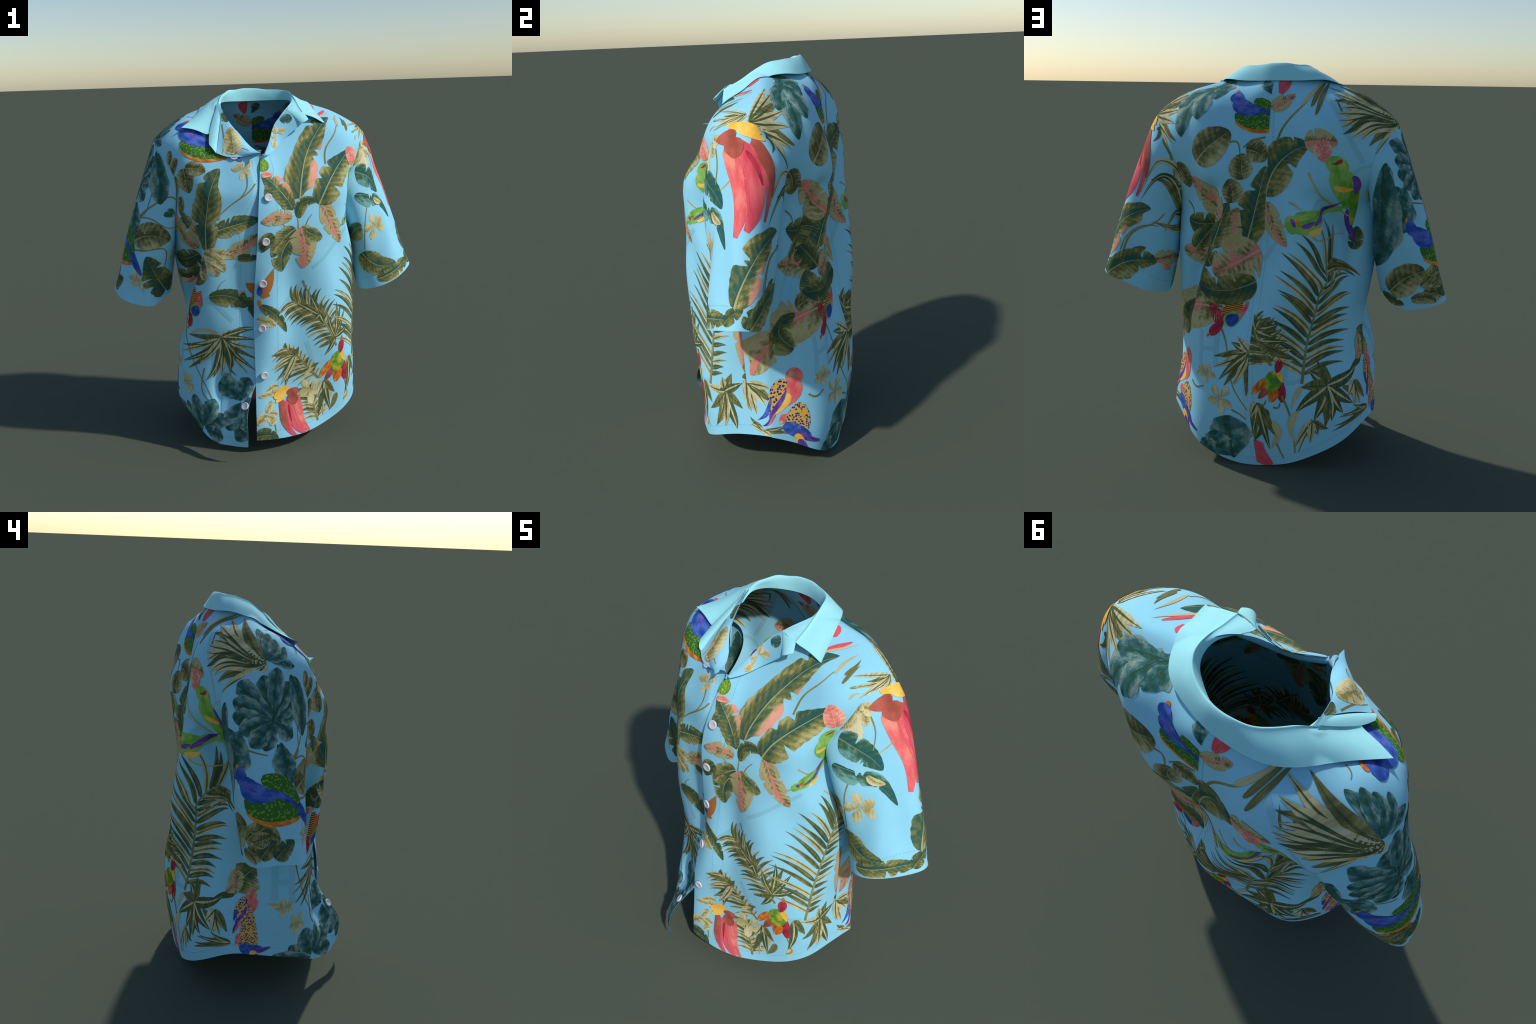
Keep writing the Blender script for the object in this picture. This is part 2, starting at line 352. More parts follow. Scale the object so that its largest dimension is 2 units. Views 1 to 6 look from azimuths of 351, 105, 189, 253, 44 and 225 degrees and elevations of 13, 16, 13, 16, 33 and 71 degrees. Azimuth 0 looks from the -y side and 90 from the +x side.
def inside_armhole(p, rings):
    loop = np.array(rings)
    closed = np.concatenate([loop[0], loop[0, :1]])
    poly = spline(np.linspace(0, 1, 9), closed, np.linspace(0, 1, 97), periodic=True)
    side = np.sign(poly[0, 0])
    c = poly[:-1].mean(0)
    py, pz = poly[:-1, 1], poly[:-1, 2]
    # shrink slightly so that the cloth reaches under the sleeve seam
    py = c[1] + (py - c[1]) * .88; pz = c[2] + (pz - c[2]) * .92
    y, z = p[..., 1], p[..., 2]
    ins = np.zeros(y.shape, bool)
    j = len(py) - 1
    for i in range(len(py)):
        cond = ((pz[i] > z) != (pz[j] > z)) & (y < (py[j] - py[i]) * (z - pz[i]) / (pz[j] - pz[i] + 1e-12) + py[i])
        ins ^= cond
        j = i
    return ins & (p[..., 0] * side > .3)

# ------------------------------------------------------------------ materials
def linear(rgb, gain=1.0):
    c = np.array(rgb, float) / 255
    c = np.where(c <= .04045, c / 12.92, ((c + .055) / 1.055) ** 2.4) * gain
    return tuple(np.clip(c, 0, 1)) + (1.0,)

LIT = 1.02          # print colours are read off in the sun, which brightens them a little

class Nodes:
    """Small helper for writing node trees as expressions."""
    def __init__(self, name, rough=.85, sheen=0.0):
        self.m = bpy.data.materials.new(name)
        self.m.use_nodes = True
        self.t = self.m.node_tree
        self.bsdf = self.t.nodes["Principled BSDF"]
        self.bsdf.inputs["Roughness"].default_value = rough
        self.bsdf.inputs["Specular IOR Level"].default_value = .15
        self.bsdf.inputs["Sheen Weight"].default_value = sheen
    def node(self, kind, **kw):
        n = self.t.nodes.new(kind)
        for k, v in kw.items():
            setattr(n, k, v)
        return n
    def put(self, sock, v):
        if isinstance(v, bpy.types.NodeSocket):
            self.t.links.new(v, sock)
        else:
            sock.default_value = v
    def math(self, op, a, b=0.0, c=0.0):
        n = self.node("ShaderNodeMath", operation=op)
        for s, v in zip(n.inputs, (a, b, c)):
            self.put(s, v)
        return n.outputs[0]
    def coords(self):
        n = self.node("ShaderNodeTexCoord")
        return n.outputs["Object"]
    def xyz(self, v):
        n = self.node("ShaderNodeSeparateXYZ")
        self.put(n.inputs[0], v)
        return n.outputs
    def vec(self, x, y, z):
        n = self.node("ShaderNodeCombineXYZ")
        for s, v in zip(n.inputs, (x, y, z)):
            self.put(s, v)
        return n.outputs[0]
    def noise(self, v, scale, detail=3.0, rough=.55):
        n = self.node("ShaderNodeTexNoise")
        self.put(n.inputs["Vector"], v)
        n.inputs["Scale"].default_value = scale
        n.inputs["Detail"].default_value = detail
        n.inputs["Roughness"].default_value = rough
        return n.outputs["Fac"]
    def ramp(self, f, stops, interp="LINEAR"):
        n = self.node("ShaderNodeValToRGB")
        n.color_ramp.interpolation = interp
        e = n.color_ramp.elements
        while len(e) < len(stops):
            e.new(.5)
        for el, (p, c) in zip(e, stops):
            el.position = p
            el.color = c
        self.put(n.inputs[0], f)
        return n.outputs[0]
    def mix(self, f, a, b):
        n = self.node("ShaderNodeMix", data_type="RGBA")
        self.put(n.inputs["Factor"], f)
        self.put(n.inputs["A"], a)
        self.put(n.inputs["B"], b)
        return n.outputs["Result"]
    def prop(self, name):
        n = self.node("ShaderNodeAttribute", attribute_type="OBJECT", attribute_name='["%s"]' % name)
        return n.outputs["Fac"]
    def random(self):
        return self.node("ShaderNodeObjectInfo").outputs["Random"]
    def done(self, colour, weave=True):
        self.put(self.bsdf.inputs["Base Color"], colour)
        return self.m

def cloth_material(name, rgb, amount):
    k = Nodes(name, .85, .05)
    co = k.coords()
    c = linear(rgb)
    lo = tuple(x * (1 - amount) for x in c[:3]) + (1.0,)
    hi = tuple(min(1, x * (1 + amount)) for x in c[:3]) + (1.0,)
    f = k.noise(co, 5.0, 4.0)
    x, y, z = k.xyz(co)
    th1 = k.math("SINE", k.math("MULTIPLY", z, 2600.0))
    th2 = k.math("SINE", k.math("MULTIPLY", k.math("ADD", x, k.math("MULTIPLY", y, .8)), 2600.0))
    b = k.node("ShaderNodeBump")
    b.inputs["Strength"].default_value = .05
    b.inputs["Distance"].default_value = .0005
    k.put(b.inputs["Height"], k.math("MULTIPLY", th1, th2))
    k.put(k.bsdf.inputs["Normal"], b.outputs[0])
    return k.done(k.ramp(f, [(.3, lo), (.7, hi)]))

MAT_CLOTH = cloth_material("printed_cotton", (147, 212, 235), .03)
MAT_COLLAR = cloth_material("plain_cotton", (160, 228, 235), .02)

def button_material():
    k = Nodes("button_plastic", .3)
    k.bsdf.inputs["Specular IOR Level"].default_value = .5
    return k.done(k.ramp(k.noise(k.coords(), 90.0), [(.3, linear((205, 200, 208))), (.7, linear((222, 218, 226)))]))
MAT_BUTTON = button_material()

def leaf_material(name, rib, inner, outer, shade, flush=None, veins=9.0, split=.55, rib_width=.035, flush_at="rib"):
    """Printed leaf: x runs along the midrib from 0 to 1, y across it from -1 to 1."""
    k = Nodes(name)
    x, y, z = k.xyz(k.coords())
    bow = k.math("MULTIPLY", k.math("MULTIPLY", x, k.math("SUBTRACT", 1.0, x)), 4.0)
    y = k.math("SUBTRACT", y, k.math("MULTIPLY", k.prop("bend"), bow))
    a = k.math("ABSOLUTE", y)
    rnd = k.random()
    pos = k.vec(k.math("ADD", x, k.math("MULTIPLY", rnd, 17.0)), k.math("MULTIPLY", y, .45), rnd)
    blot = k.noise(pos, 4.5, 3.0)
    fine = k.noise(k.vec(k.math("MULTIPLY", k.math("SUBTRACT", x, k.math("MULTIPLY", a, .16)), 9.0), k.math("MULTIPLY", y, 1.2), rnd), 5.0, 2.0)
    vein = k.math("SINE", k.math("MULTIPLY", k.math("SUBTRACT", x, k.math("MULTIPLY", a, .18)), veins * 6.283))
    # one half lies in the light, the other in a deeper tone
    half = k.math("MULTIPLY", k.math("GREATER_THAN", y, 0.0), split)
    f = k.math("ADD", k.math("MULTIPLY_ADD", a, .55, .16), k.math("MULTIPLY", k.math("SUBTRACT", blot, .5), 1.5))
    f = k.math("ADD", f, k.math("MULTIPLY", k.math("SUBTRACT", fine, .5), .62))
    f = k.math("ADD", f, k.math("MULTIPLY", vein, .09))
    f = k.math("SUBTRACT", f, k.math("MULTIPLY", half, .32))
    col = k.ramp(f, [(0.0, linear(shade, LIT)), (.33, linear(inner, LIT)), (.78, linear(outer, LIT))])
    if flush:
        if flush_at == "rib":
            g = k.math("SUBTRACT", k.math("MULTIPLY_ADD", blot, 1.9, -.60), k.math("ADD", k.math("MULTIPLY", a, .75), k.math("MULTIPLY", k.math("GREATER_THAN", y, .12), .22)))
        else:
            g = k.math("SUBTRACT", k.math("ADD", k.math("MULTIPLY", k.math("MULTIPLY", y, -1.0), 1.0), blot), .95)
        g = k.math("MULTIPLY", g, 2.2)
        g = k.math("MINIMUM", k.math("MAXIMUM", g, 0.0), .9)
        col = k.mix(g, col, linear(flush, LIT))
    r = k.math("LESS_THAN", a, k.math("MULTIPLY", k.math("SUBTRACT", 1.05, x), rib_width * 1.4))
    col = k.mix(k.math("MULTIPLY", r, .75), col, linear(rib, LIT))
    return k.done(col)

def streak_material(name, a, b, c=None, along=3.0, across=26.0):
    """Plumage and blades: streaks along x."""
    k = Nodes(name)
    x, y, z = k.xyz(k.coords())
    rnd = k.random()
    f = k.noise(k.vec(k.math("MULTIPLY", x, along), k.math("MULTIPLY", y, across), rnd), 1.0, 3.0)
    stops = [(.32, linear(a, LIT)), (.62, linear(b, LIT))]
    if c:
        stops = [(.28, linear(a, LIT)), (.5, linear(b, LIT)), (.72, linear(c, LIT))]
    return k.done(k.ramp(f, stops))

def scale_material(name, ground, spot, scale=26.0, size=.42):
    """Scalloped feathers: rounded cells with dark rims."""
    k = Nodes(name)
    v = k.node("ShaderNodeTexVoronoi")
    x, y, z = k.xyz(k.coords())
    k.put(v.inputs["Vector"], k.vec(x, y, 0.0))
    v.inputs["Scale"].default_value = scale
    f = k.math("ADD", v.outputs["Distance"], k.math("MULTIPLY", k.noise(k.coords(), 8.0), .12))
    return k.done(k.ramp(f, [(size - .06, linear(spot, LIT)), (size + .06, linear(ground, LIT))]))

def bar_material(name, a, b, bars=22.0):
    k = Nodes(name)
    x, y, z = k.xyz(k.coords())
    w = k.math("SINE", k.math("MULTIPLY", k.math("ADD", x, k.math("MULTIPLY", y, 1.4)), bars * 6.283))
    w = k.math("ADD", w, k.math("MULTIPLY", k.math("SUBTRACT", k.noise(k.coords(), 9.0), .5), 1.5))
    return k.done(k.ramp(k.math("MULTIPLY_ADD", w, .5, .5), [(.25, linear(a, LIT)), (.7, linear(b, LIT))]))

M = {
    "banana": leaf_material("banana_leaf_print", (190, 184, 120), (112, 114, 58), (176, 168, 116), (48, 92, 82), None, 11, .6),
    "banana_rim": leaf_material("banana_leaf_rim_print", (190, 180, 118), (114, 116, 62), (188, 178, 128), (50, 94, 84), (236, 160, 140), 11, .55, flush_at="edge"),
    "banana_dark": leaf_material("shaded_banana_leaf_print", (150, 150, 96), (88, 96, 52), (144, 142, 88), (48, 82, 70), None, 9, .6),
    "banana_pink": leaf_material("pink_banana_leaf_print", (214, 170, 134), (190, 178, 132), (176, 164, 112), (112, 110, 62), (228, 124, 118), 10, .35),
    "pale": leaf_material("pale_leaf_print", (132, 122, 72), (200, 188, 138), (222, 210, 164), (142, 134, 80), None, 8, .5),
    "oval": leaf_material("oval_leaf_print", (176, 168, 128), (138, 132, 86), (188, 178, 134), (78, 86, 54), None, 7, .75),
    "dark": leaf_material("teal_leaf_print", (46, 74, 62), (64, 116, 116), (150, 170, 156), (46, 84, 68), None, 4, .35, .03),
    "teal": leaf_material("green_teal_leaf_print", (150, 150, 104), (66, 100, 70), (116, 170, 164), (32, 92, 96), None, 7, .5),
    "pink": leaf_material("pink_leaf_print", (240, 178, 150), (232, 140, 128), (238, 190, 160), (206, 116, 96), None, 6, .3),
    "red": streak_material("red_plume_print", (176, 62, 70), (222, 84, 98), (232, 118, 116), 2.0, 14.0),
    "tan": leaf_material("tan_petal_print", (176, 164, 108), (202, 190, 140), (220, 210, 168), (170, 156, 100), None, 5, .35, .05),
    "tan_blade": streak_material("tan_blade_print", (150, 142, 94), (192, 182, 136), (218, 208, 168), 2.0, 12.0),
    "olive_blade": streak_material("olive_blade_print", (66, 80, 52), (110, 110, 64), (156, 148, 98), 2.0, 12.0),
    "dark_blade": streak_material("dark_blade_print", (42, 80, 74), (74, 90, 56), (120, 118, 72), 2.0, 12.0),
    "stem": streak_material("stem_print", (112, 112, 62), (150, 142, 84), None, 6.0, 6.0),
    "twig": streak_material("twig_print", (160, 146, 92), (200, 182, 124), None, 6.0, 6.0),
    "blue": streak_material("blue_plumage_print", (34, 58, 132), (50, 86, 172), (98, 124, 200), 9.0, 12.0),
    "violet": streak_material("violet_plumage_print", (64, 44, 130), (104, 70, 160), (150, 96, 170), 6.0, 20.0),
    "green_scale": scale_material("green_plumage_print", (62, 112, 48), (118, 166, 60), 38.0, .42),
    "parakeet": streak_material("green_parakeet_print", (78, 140, 52), (124, 180, 76), (170, 200, 110), 6.0, 14.0),
    "orange": streak_material("orange_plumage_print", (180, 70, 28), (220, 120, 40), (246, 178, 80), 6.0, 16.0),
    "yellow": streak_material("yellow_plumage_print", (226, 160, 60), (250, 194, 78), (252, 210, 120), 5.0, 9.0),
    "brown_red": streak_material("brown_plumage_print", (136, 68, 48), (168, 84, 70), (196, 104, 92), 4.0, 6.0),
    "rose": streak_material("rose_plumage_print", (214, 78, 88), (232, 110, 110), (240, 150, 130), 5.0, 12.0),
    "barred": bar_material("barred_wing_print", (112, 44, 22), (226, 150, 74), 16.0),
    "spangled": scale_material("spangled_wing_print", (226, 176, 78), (40, 46, 130), 26.0, .50),
    "crimson": streak_material("crimson_plumage_print", (120, 26, 44), (190, 56, 74), None, 4.0, 18.0),
    "leaf_green": streak_material("leaf_green_plumage_print", (36, 110, 84), (92, 150, 44), (208, 186, 68), 5.0, 5.0),
    "mark": cloth_material("faint_mark_print", (139, 199, 219), .01),
    "stitch": cloth_material("stitching_thread", (116, 172, 200), .02),
}

# ------------------------------------------------------------------ mesh helpers
CLOTH = .004            # thickness of the cloth

def new_object(name, verts, faces, mat, parent, normals=None, matrix=None):
    me = bpy.data.meshes.new(name)
    me.from_pydata([tuple(v) for v in verts], [], [tuple(f) for f in faces])
    me.validate()
    me.polygons.foreach_set("use_smooth", [True] * len(me.polygons))
    if normals is not None:
        me.normals_split_custom_set_from_vertices([tuple(n) for n in normals])
    if mat is not None:
        me.materials.append(mat)
    ob = bpy.data.objects.new(name, me)
    bpy.context.scene.collection.objects.link(ob)
    if parent is not None:
        ob.parent = parent
    if matrix is not None:
        ob.matrix_world = matrix
    return ob

def sheet(name, G, N, mat, parent, mask=None, t=CLOTH, rim=True):
    """A piece of cloth: the grid G, its back a thickness t behind it, and its rim."""
    a, b = G.shape[:2]
    idx = np.arange(a * b).reshape(a, b)
    if mask is None:
        mask = np.ones((a - 1, b - 1), bool)
    q = np.stack([idx[:-1, :-1], idx[1:, :-1], idx[1:, 1:], idx[:-1, 1:]], -1)[mask]
    P, NN = G.reshape(-1, 3), N.reshape(-1, 3)
    f = q[0]
    fn = np.cross(P[f[1]] - P[f[0]], P[f[2]] - P[f[0]])
    mid = len(q) // 2
    fm = q[mid]
    fn = np.cross(P[fm[1]] - P[fm[0]], P[fm[3]] - P[fm[0]])
    if fn @ NN[fm[0]] < 0:
        q = q[:, ::-1]
    used = np.unique(q)
    remap = -np.ones(a * b, int); remap[used] = np.arange(len(used))
    q = remap[q]; n = len(used)
    outer = P[used]; inner = P[used] - NN[used] * t
    faces = [tuple(x) for x in q] + [tuple(x[::-1] + n) for x in q]
    if rim:
        count = {}
        for x in q:
            for i in range(4):
                e = (int(x[i]), int(x[(i + 1) % 4]))
                count[e] = 1
        for (i, j) in list(count):
            if (j, i) not in count:
                faces.append((j, i, i + n, j + n))
    return new_object(name, np.concatenate([outer, inner]), faces, mat, parent, np.concatenate([NN[used], -NN[used]]))

def ruled(a, b, n, m, bulge=0.0, out=(0, -1, 0)):
    """Surface between two control curves."""
    A, B = curve(a, n), curve(b, n)
    t = np.linspace(0, 1, m)
    g = A[:, None] * (1 - t[None, :, None]) + B[:, None] * t[None, :, None]
    prof = 4 * t * (1 - t)
    return g + np.array(out)[None, None] * bulge * prof[None, :, None] * np.sin(np.linspace(.35, 1, n) * math.pi / 2)[:, None, None]

def oriented(g, out):
    n = grid_normals(g)
    if (n.mean((0, 1)) @ np.array(out)) < 0:
        n = -n
    return n

# ------------------------------------------------------------------ the shirt
shirt = bpy.data.objects.new("hawaiian_shirt", None)
bpy.context.scene.collection.objects.link(shirt)
shirt["label"] = "sky blue short sleeved shirt with tropical leaf and bird print"
shirt["category"] = "shirt"

def part(name, parent=shirt):
    return parent

i_side_l = int(np.argmin(abs(QS - .5))); i_side_r = int(np.argmin(abs(QS + .5))); i_mid = NQ // 2
def cut_armhole(G, ring):
    """Faces of the torso grid inside the sleeve seam; the grid's rim is moved onto the cut."""
    flat = G.reshape(-1, 3)
    side = np.sign(ring[0, 0])
    ok = np.flatnonzero((flat[:, 0] * side > .15) & (flat[:, 2] > 1.1))
    near = np.array([ok[np.argmin(((flat[ok] - p) ** 2).sum(1))] for p in ring[:-1]])
    ij = np.stack([near // NW, near % NW], 1).astype(float)
    for _ in range(10):
        ij = (np.roll(ij, 1, 0) + 2 * ij + np.roll(ij, -1, 0)) / 4
    c = ij.mean(0)
    d = (ij - c) * .90
    ang, rad = np.arctan2(d[:, 1], d[:, 0]), np.hypot(d[:, 0], d[:, 1])
    o = np.argsort(ang)
    def radius(i, j):
        return np.interp(np.arctan2(j - c[1], i - c[0]), ang[o], rad[o], period=2 * math.pi)
    I, J = np.meshgrid(np.arange(NQ - 1) + .5, np.arange(NW - 1) + .5, indexing="ij")
    inside = np.hypot(I - c[0], J - c[1]) < radius(I, J)
    gone = np.zeros((NQ, NW), bool); kept = np.zeros((NQ, NW), bool)
    for di in (0, 1):
        for dj in (0, 1):
            gone[di:NQ - 1 + di, dj:NW - 1 + dj] |= inside
            kept[di:NQ - 1 + di, dj:NW - 1 + dj] |= ~inside
    old = G.copy()
    for i, j in np.argwhere(gone & kept):
        f = radius(i, j) / (math.hypot(i - c[0], j - c[1]) + 1e-9)
        x, y = c[0] + (i - c[0]) * f, c[1] + (j - c[1]) * f
        k, l = int(np.clip(x, 0, NQ - 2)), int(np.clip(y, 0, NW - 2))
        u, v = x - k, y - l
        G[i, j] = (old[k, l] * (1 - u) + old[k + 1, l] * u) * (1 - v) + (old[k, l + 1] * (1 - u) + old[k + 1, l + 1] * u) * v
    return inside

hole = cut_armhole(TORSO, SL[:, 0]) | cut_armhole(TORSO, SR[:, 0])
PANELS = {}
def torso_panel(name, i0, i1):
    m = ~hole[i0:i1]
    ob = sheet(name, TORSO[i0:i1 + 1], TN[i0:i1 + 1], MAT_CLOTH, shirt, m)
    PANELS[(i0, i1)] = ob
    return ob

back_right = torso_panel("back_panel", i_side_r, i_mid)
back_left = torso_panel("back_panel", i_mid, i_side_l)
front_left = torso_panel("front_panel", i_side_l, NQ - 1)
front_right = torso_panel("front_panel", 0, i_side_r)
sleeve_left = sheet("sleeve", SL + SLN * .0015, SLN, MAT_CLOTH, shirt)
sleeve_right = sheet("sleeve", SR + SRN * .0015, SRN, MAT_CLOTH, shirt)

# collar: inner seam, roll line and outer edge, from the left front end to the right
SEAM = [(.114, -.074, 1.875), (.150, .005, 1.912), (.168, .07, 1.935), (.150, .14, 1.944), (.10, .185, 1.946), (.03, .22, 1.946), (-.035, .233, 1.946),
        (-.10, .225, 1.946), (-.16, .195, 1.946), (-.212, .15, 1.944), (-.242, .08, 1.932), (-.240, .03, 1.90), (-.236, .018, 1.886)]
ROLL = [(.203, -.083, 1.860), (.192, .000, 1.903), (.180, .07, 1.947), (.158, .140, 1.978), (.107, .195, 1.987), (.030, .226, 1.993), (-.040, .232, 1.999),
        (-.110, .215, 1.997), (-.170, .178, 1.991), (-.212, .122, 1.974), (-.248, .065, 1.930), (-.282, -.01, 1.850), (-.321, -.092, 1.771)]
EDGE = [(.329, -.053, 1.793), (.289, .050, 1.859), (.250, .142, 1.910), (.196, .220, 1.920), (.128, .255, 1.914), (.040, .274, 1.913), (-.050, .279, 1.915),
        (-.165, .262, 1.917), (-.255, .225, 1.922), (-.320, .158, 1.907), (-.372, .072, 1.867), (-.420, .000, 1.829), (-.469, -.064, 1.802)]

def collar_grid(n=160, m=28):
    tc = np.linspace(0, 1, len(ROLL)); u = np.linspace(0, 1, n)
    A, R, E = (spline(tc, np.array(c), u) for c in (SEAM, ROLL, EDGE))
    # the stand runs down inside the neck, past the seam
    tuck = np.sin(u * math.pi) ** .4
    A = A + (np.array([-.035, .03, 0]) - A) * np.array([.05, .05, 0]) * tuck[:, None] - np.array([0, 0, .022]) * tuck[:, None]
    out = E - R
    out[:, 2] = 0
    out /= np.linalg.norm(out, axis=1, keepdims=True)
    up = np.array([0, 0, 1.0])
    wrin = .0012 * np.sin(u * 31 + 2 * np.sin(u * 9)) + .001 * np.sin(u * 57 + 1)
    R = R + up * (wrin * np.sin(u * math.pi) ** .5)[:, None] - up * .003
    stand = np.minimum(1, np.linalg.norm(R - A, axis=1) / .05)[:, None]
    prof = np.stack([A, A * .5 + R * .5 - out * .004, R - out * .005 * stand - up * .005, R, R + out * .008 * stand - up * .006, R * .55 + E * .45 + up * .003 + out * .004, E], 1)
    tp = np.array([0, .2, .4, .5, .6, .8, 1])
    return spline(tp, np.swapaxes(prof, 0, 1), np.linspace(0, 1, m)).swapaxes(0, 1)

NECK = TORSO[:, WS > .7].reshape(-1, 3)
NECKN = TN[:, WS > .7].reshape(-1, 3)
def lie_on(g, clear):
    """Lift a folded piece clear of the cloth it lies on."""
    p = g.reshape(-1, 3).copy()
    c = np.broadcast_to(np.asarray(clear, float), g.shape[:2]).reshape(-1)
    for i in range(len(p)):
        if c[i] <= 0:
            continue
        k = np.argmin(((NECK - p[i]) ** 2).sum(1))
        s = (p[i] - NECK[k]) @ NECKN[k]
        if s < c[i]:
            p[i] += NECKN[k] * (c[i] - s)
    return p.reshape(g.shape)

cg = collar_grid()
cg = lie_on(cg, np.where(np.arange(28) > 17, .007, 0)[None])
cn = grid_normals(cg)
if cn[80, 24, 1] < 0:
    cn = -cn
collar = sheet("collar", cg, cn, MAT_COLLAR, shirt, t=.003)

# the ends of the collar band that lie on the open fronts
bl = ruled([(.114, -.074, 1.875), (.145, -.103, 1.84), (.177, -.138, 1.801)], [(.203, -.083, 1.860), (.214, -.10, 1.842), (.224, -.117, 1.823)], 24, 16, .012)
bl = lie_on(bl, .008)
band_left = sheet("collar_band", bl, oriented(bl, (0, -1, .5)), MAT_COLLAR, collar, t=.003)
br = ruled([(-.236, .018, 1.886), (-.262, -.09, 1.775), (-.296, -.182, 1.664)], [(-.252, .055, 1.920), (-.318, -.085, 1.775), (-.331, -.155, 1.712)], 40, 16, .014)
br = lie_on(br, .008)
band_right = sheet("collar_band", br, oriented(br, (0, -1, .5)), MAT_COLLAR, collar, t=.003)

# lapels: from the roll line out to the free edge, ending at the V
ll = ruled([(.114, -.076, 1.875), (.039, -.103, 1.806), (-.003, -.168, 1.724), (-.052, -.247, 1.648)],
           [(.178, -.128, 1.796), (.060, -.150, 1.706), (.010, -.205, 1.667), (-.045, -.252, 1.641)], 60, 16, .004)
ll = lie_on(ll, np.clip(np.linspace(-.003, .007, 16), 0, 1)[None] * smooth(1, .8, np.linspace(0, 1, 60))[:, None])
lapel_left = sheet("lapel", ll, oriented(ll, (0, -1, .5)), MAT_CLOTH, shirt, t=.003)
lr = ruled([(-.236, .016, 1.886), (-.199, -.086, 1.808), (-.152, -.142, 1.744), (-.108, -.196, 1.688), (-.078, -.266, 1.670)],
           [(-.296, -.183, 1.664), (-.240, -.208, 1.638), (-.180, -.235, 1.643), (-.125, -.256, 1.654), (-.074, -.270, 1.664)], 60, 24, .030)
lr = lie_on(lr, np.clip(np.linspace(-.006, .014, 24), 0, 1)[None] * smooth(1, .8, np.linspace(0, 1, 60))[:, None])
lapel_right = sheet("lapel", lr, oriented(lr, (0, -1, .5)), MAT_CLOTH, shirt, t=.003)

# ------------------------------------------------------------------ buttons
def button_mesh():
    prof = [(0, .0075), (.014, .0075), (.017, .0090), (.0205, .0088), (.022, .0068), (.022, .002), (.020, .0), (.0, .0)]
    n = 40
    v, f = [], []
    for r, h in prof:
        for k in range(n):
            a = 2 * math.pi * k / n
            v.append((r * math.cos(a), r * math.sin(a), h))
    for i in range(len(prof) - 1):
        for k in range(n):
            f.append((i * n + k, i * n + (k + 1) % n, (i + 1) * n + (k + 1) % n, (i + 1) * n + k))
    me = bpy.data.meshes.new("button")
    me.from_pydata(v, [], f)
    me.polygons.foreach_set("use_smooth", [True] * len(f))
    me.materials.append(MAT_BUTTON)
    return me

BUTTON = button_mesh()
def add_button(p, n, parent):
    n = Vector(n).normalized()
    ob = bpy.data.objects.new("button", BUTTON)
    bpy.context.scene.collection.objects.link(ob)
    ob.parent = parent
    ob.matrix_world = Matrix.Translation(Vector(p)) @ n.to_track_quat('Z', 'Y').to_matrix().to_4x4()
    return ob

def torso_at(x, z, lo, hi):
    """Point and normal of the torso in columns lo..hi nearest to (x, z)."""
    g = TORSO[lo:hi]
    d = (g[..., 0] - x) ** 2 + (g[..., 2] - z) ** 2
    i, j = np.unravel_index(np.argmin(d), d.shape)
    return g[i, j], TN[lo:hi][i, j]

iq = lambda q: int(round((q + 1) / 2 * (NQ - 1)))
for x, z in ((-.05, 1.434), (-.063, 1.199), (-.081, .971), (-.097, .716), (-.100, .466)):
    p, n = torso_at(x, z, iq(.75), NQ)
    add_button(p + n * .004, n, front_left)
p, n = torso_at(-.205, 1.642, 0, iq(-.7)); add_button(p + n * .003, n, front_right)
p, n = torso_at(-.211, .302, 0, iq(-.7)); add_button(p + n * .003, n, front_right)

# ------------------------------------------------------------------ the print
# Every printed motif lies on one piece of the shirt, as thin ink in the cloth:
# it is mapped through that piece's own grid, on both faces of the cloth.
SURFACES = {
    "FL": (TORSO, TN, (.5, 1.0), front_left), "FR": (TORSO, TN, (-1.0, -.5), front_right),
    "BL": (TORSO, TN, (0.0, .5), back_left), "BR": (TORSO, TN, (-.5, 0.0), back_right),
    "SL": (SL + SLN * .0015, SLN, (-9, 9), sleeve_left), "SR": (SR + SRN * .0015, SRN, (-9, 9), sleeve_right),
    "LL": (ll, oriented(ll, (0, -1, .5)), (0, 1), lapel_left), "LR": (lr, oriented(lr, (0, -1, .5)), (0, 1), lapel_right),
}
HOLE = {}

def sample(part, uv):
    """Point and normal of the cloth at parameters uv (n, 2)."""
    G, N, (lo, hi), _ = SURFACES[part]
    a, b = G.shape[:2]
    u = uv[:, 0]; v = np.clip(uv[:, 1], 0, 1)
    if part in ("SL", "SR"):
        x = (u % 1.0) * (a - 1)
    else:
        u = np.clip(u, lo, hi)
        x = (u + 1) / 2 * (a - 1) if part[0] in "FB" else u * (a - 1)
    y = v * (b - 1)
    i = np.clip(x.astype(int), 0, a - 2); j = np.clip(y.astype(int), 0, b - 2)
    f = (x - i)[:, None]; g = (y - j)[:, None]
    def lerp(A):
        return (A[i, j] * (1 - f) + A[i + 1, j] * f) * (1 - g) + (A[i, j + 1] * (1 - f) + A[i + 1, j + 1] * f) * g
    return lerp(G), lerp(N)

def frame(part, uv):
    """Tangents per unit of each parameter, and the normal."""
    uv = np.atleast_2d(uv)
    e = .004
    du = np.array([e, 0]); dv = np.array([0, e])
    c = uv.copy()
    if part in ("FL", "FR", "BL", "BR"):
        lo, hi = SURFACES[part][2]
        c[:, 0] = np.clip(c[:, 0], lo + e, hi - e)
    c[:, 1] = np.clip(c[:, 1], e, 1 - e)
    Pu = (sample(part, c + du)[0] - sample(part, c - du)[0]) / (2 * e)
    Pv = (sample(part, c + dv)[0] - sample(part, c - dv)[0]) / (2 * e)
    return Pu, Pv, sample(part, c)[1]

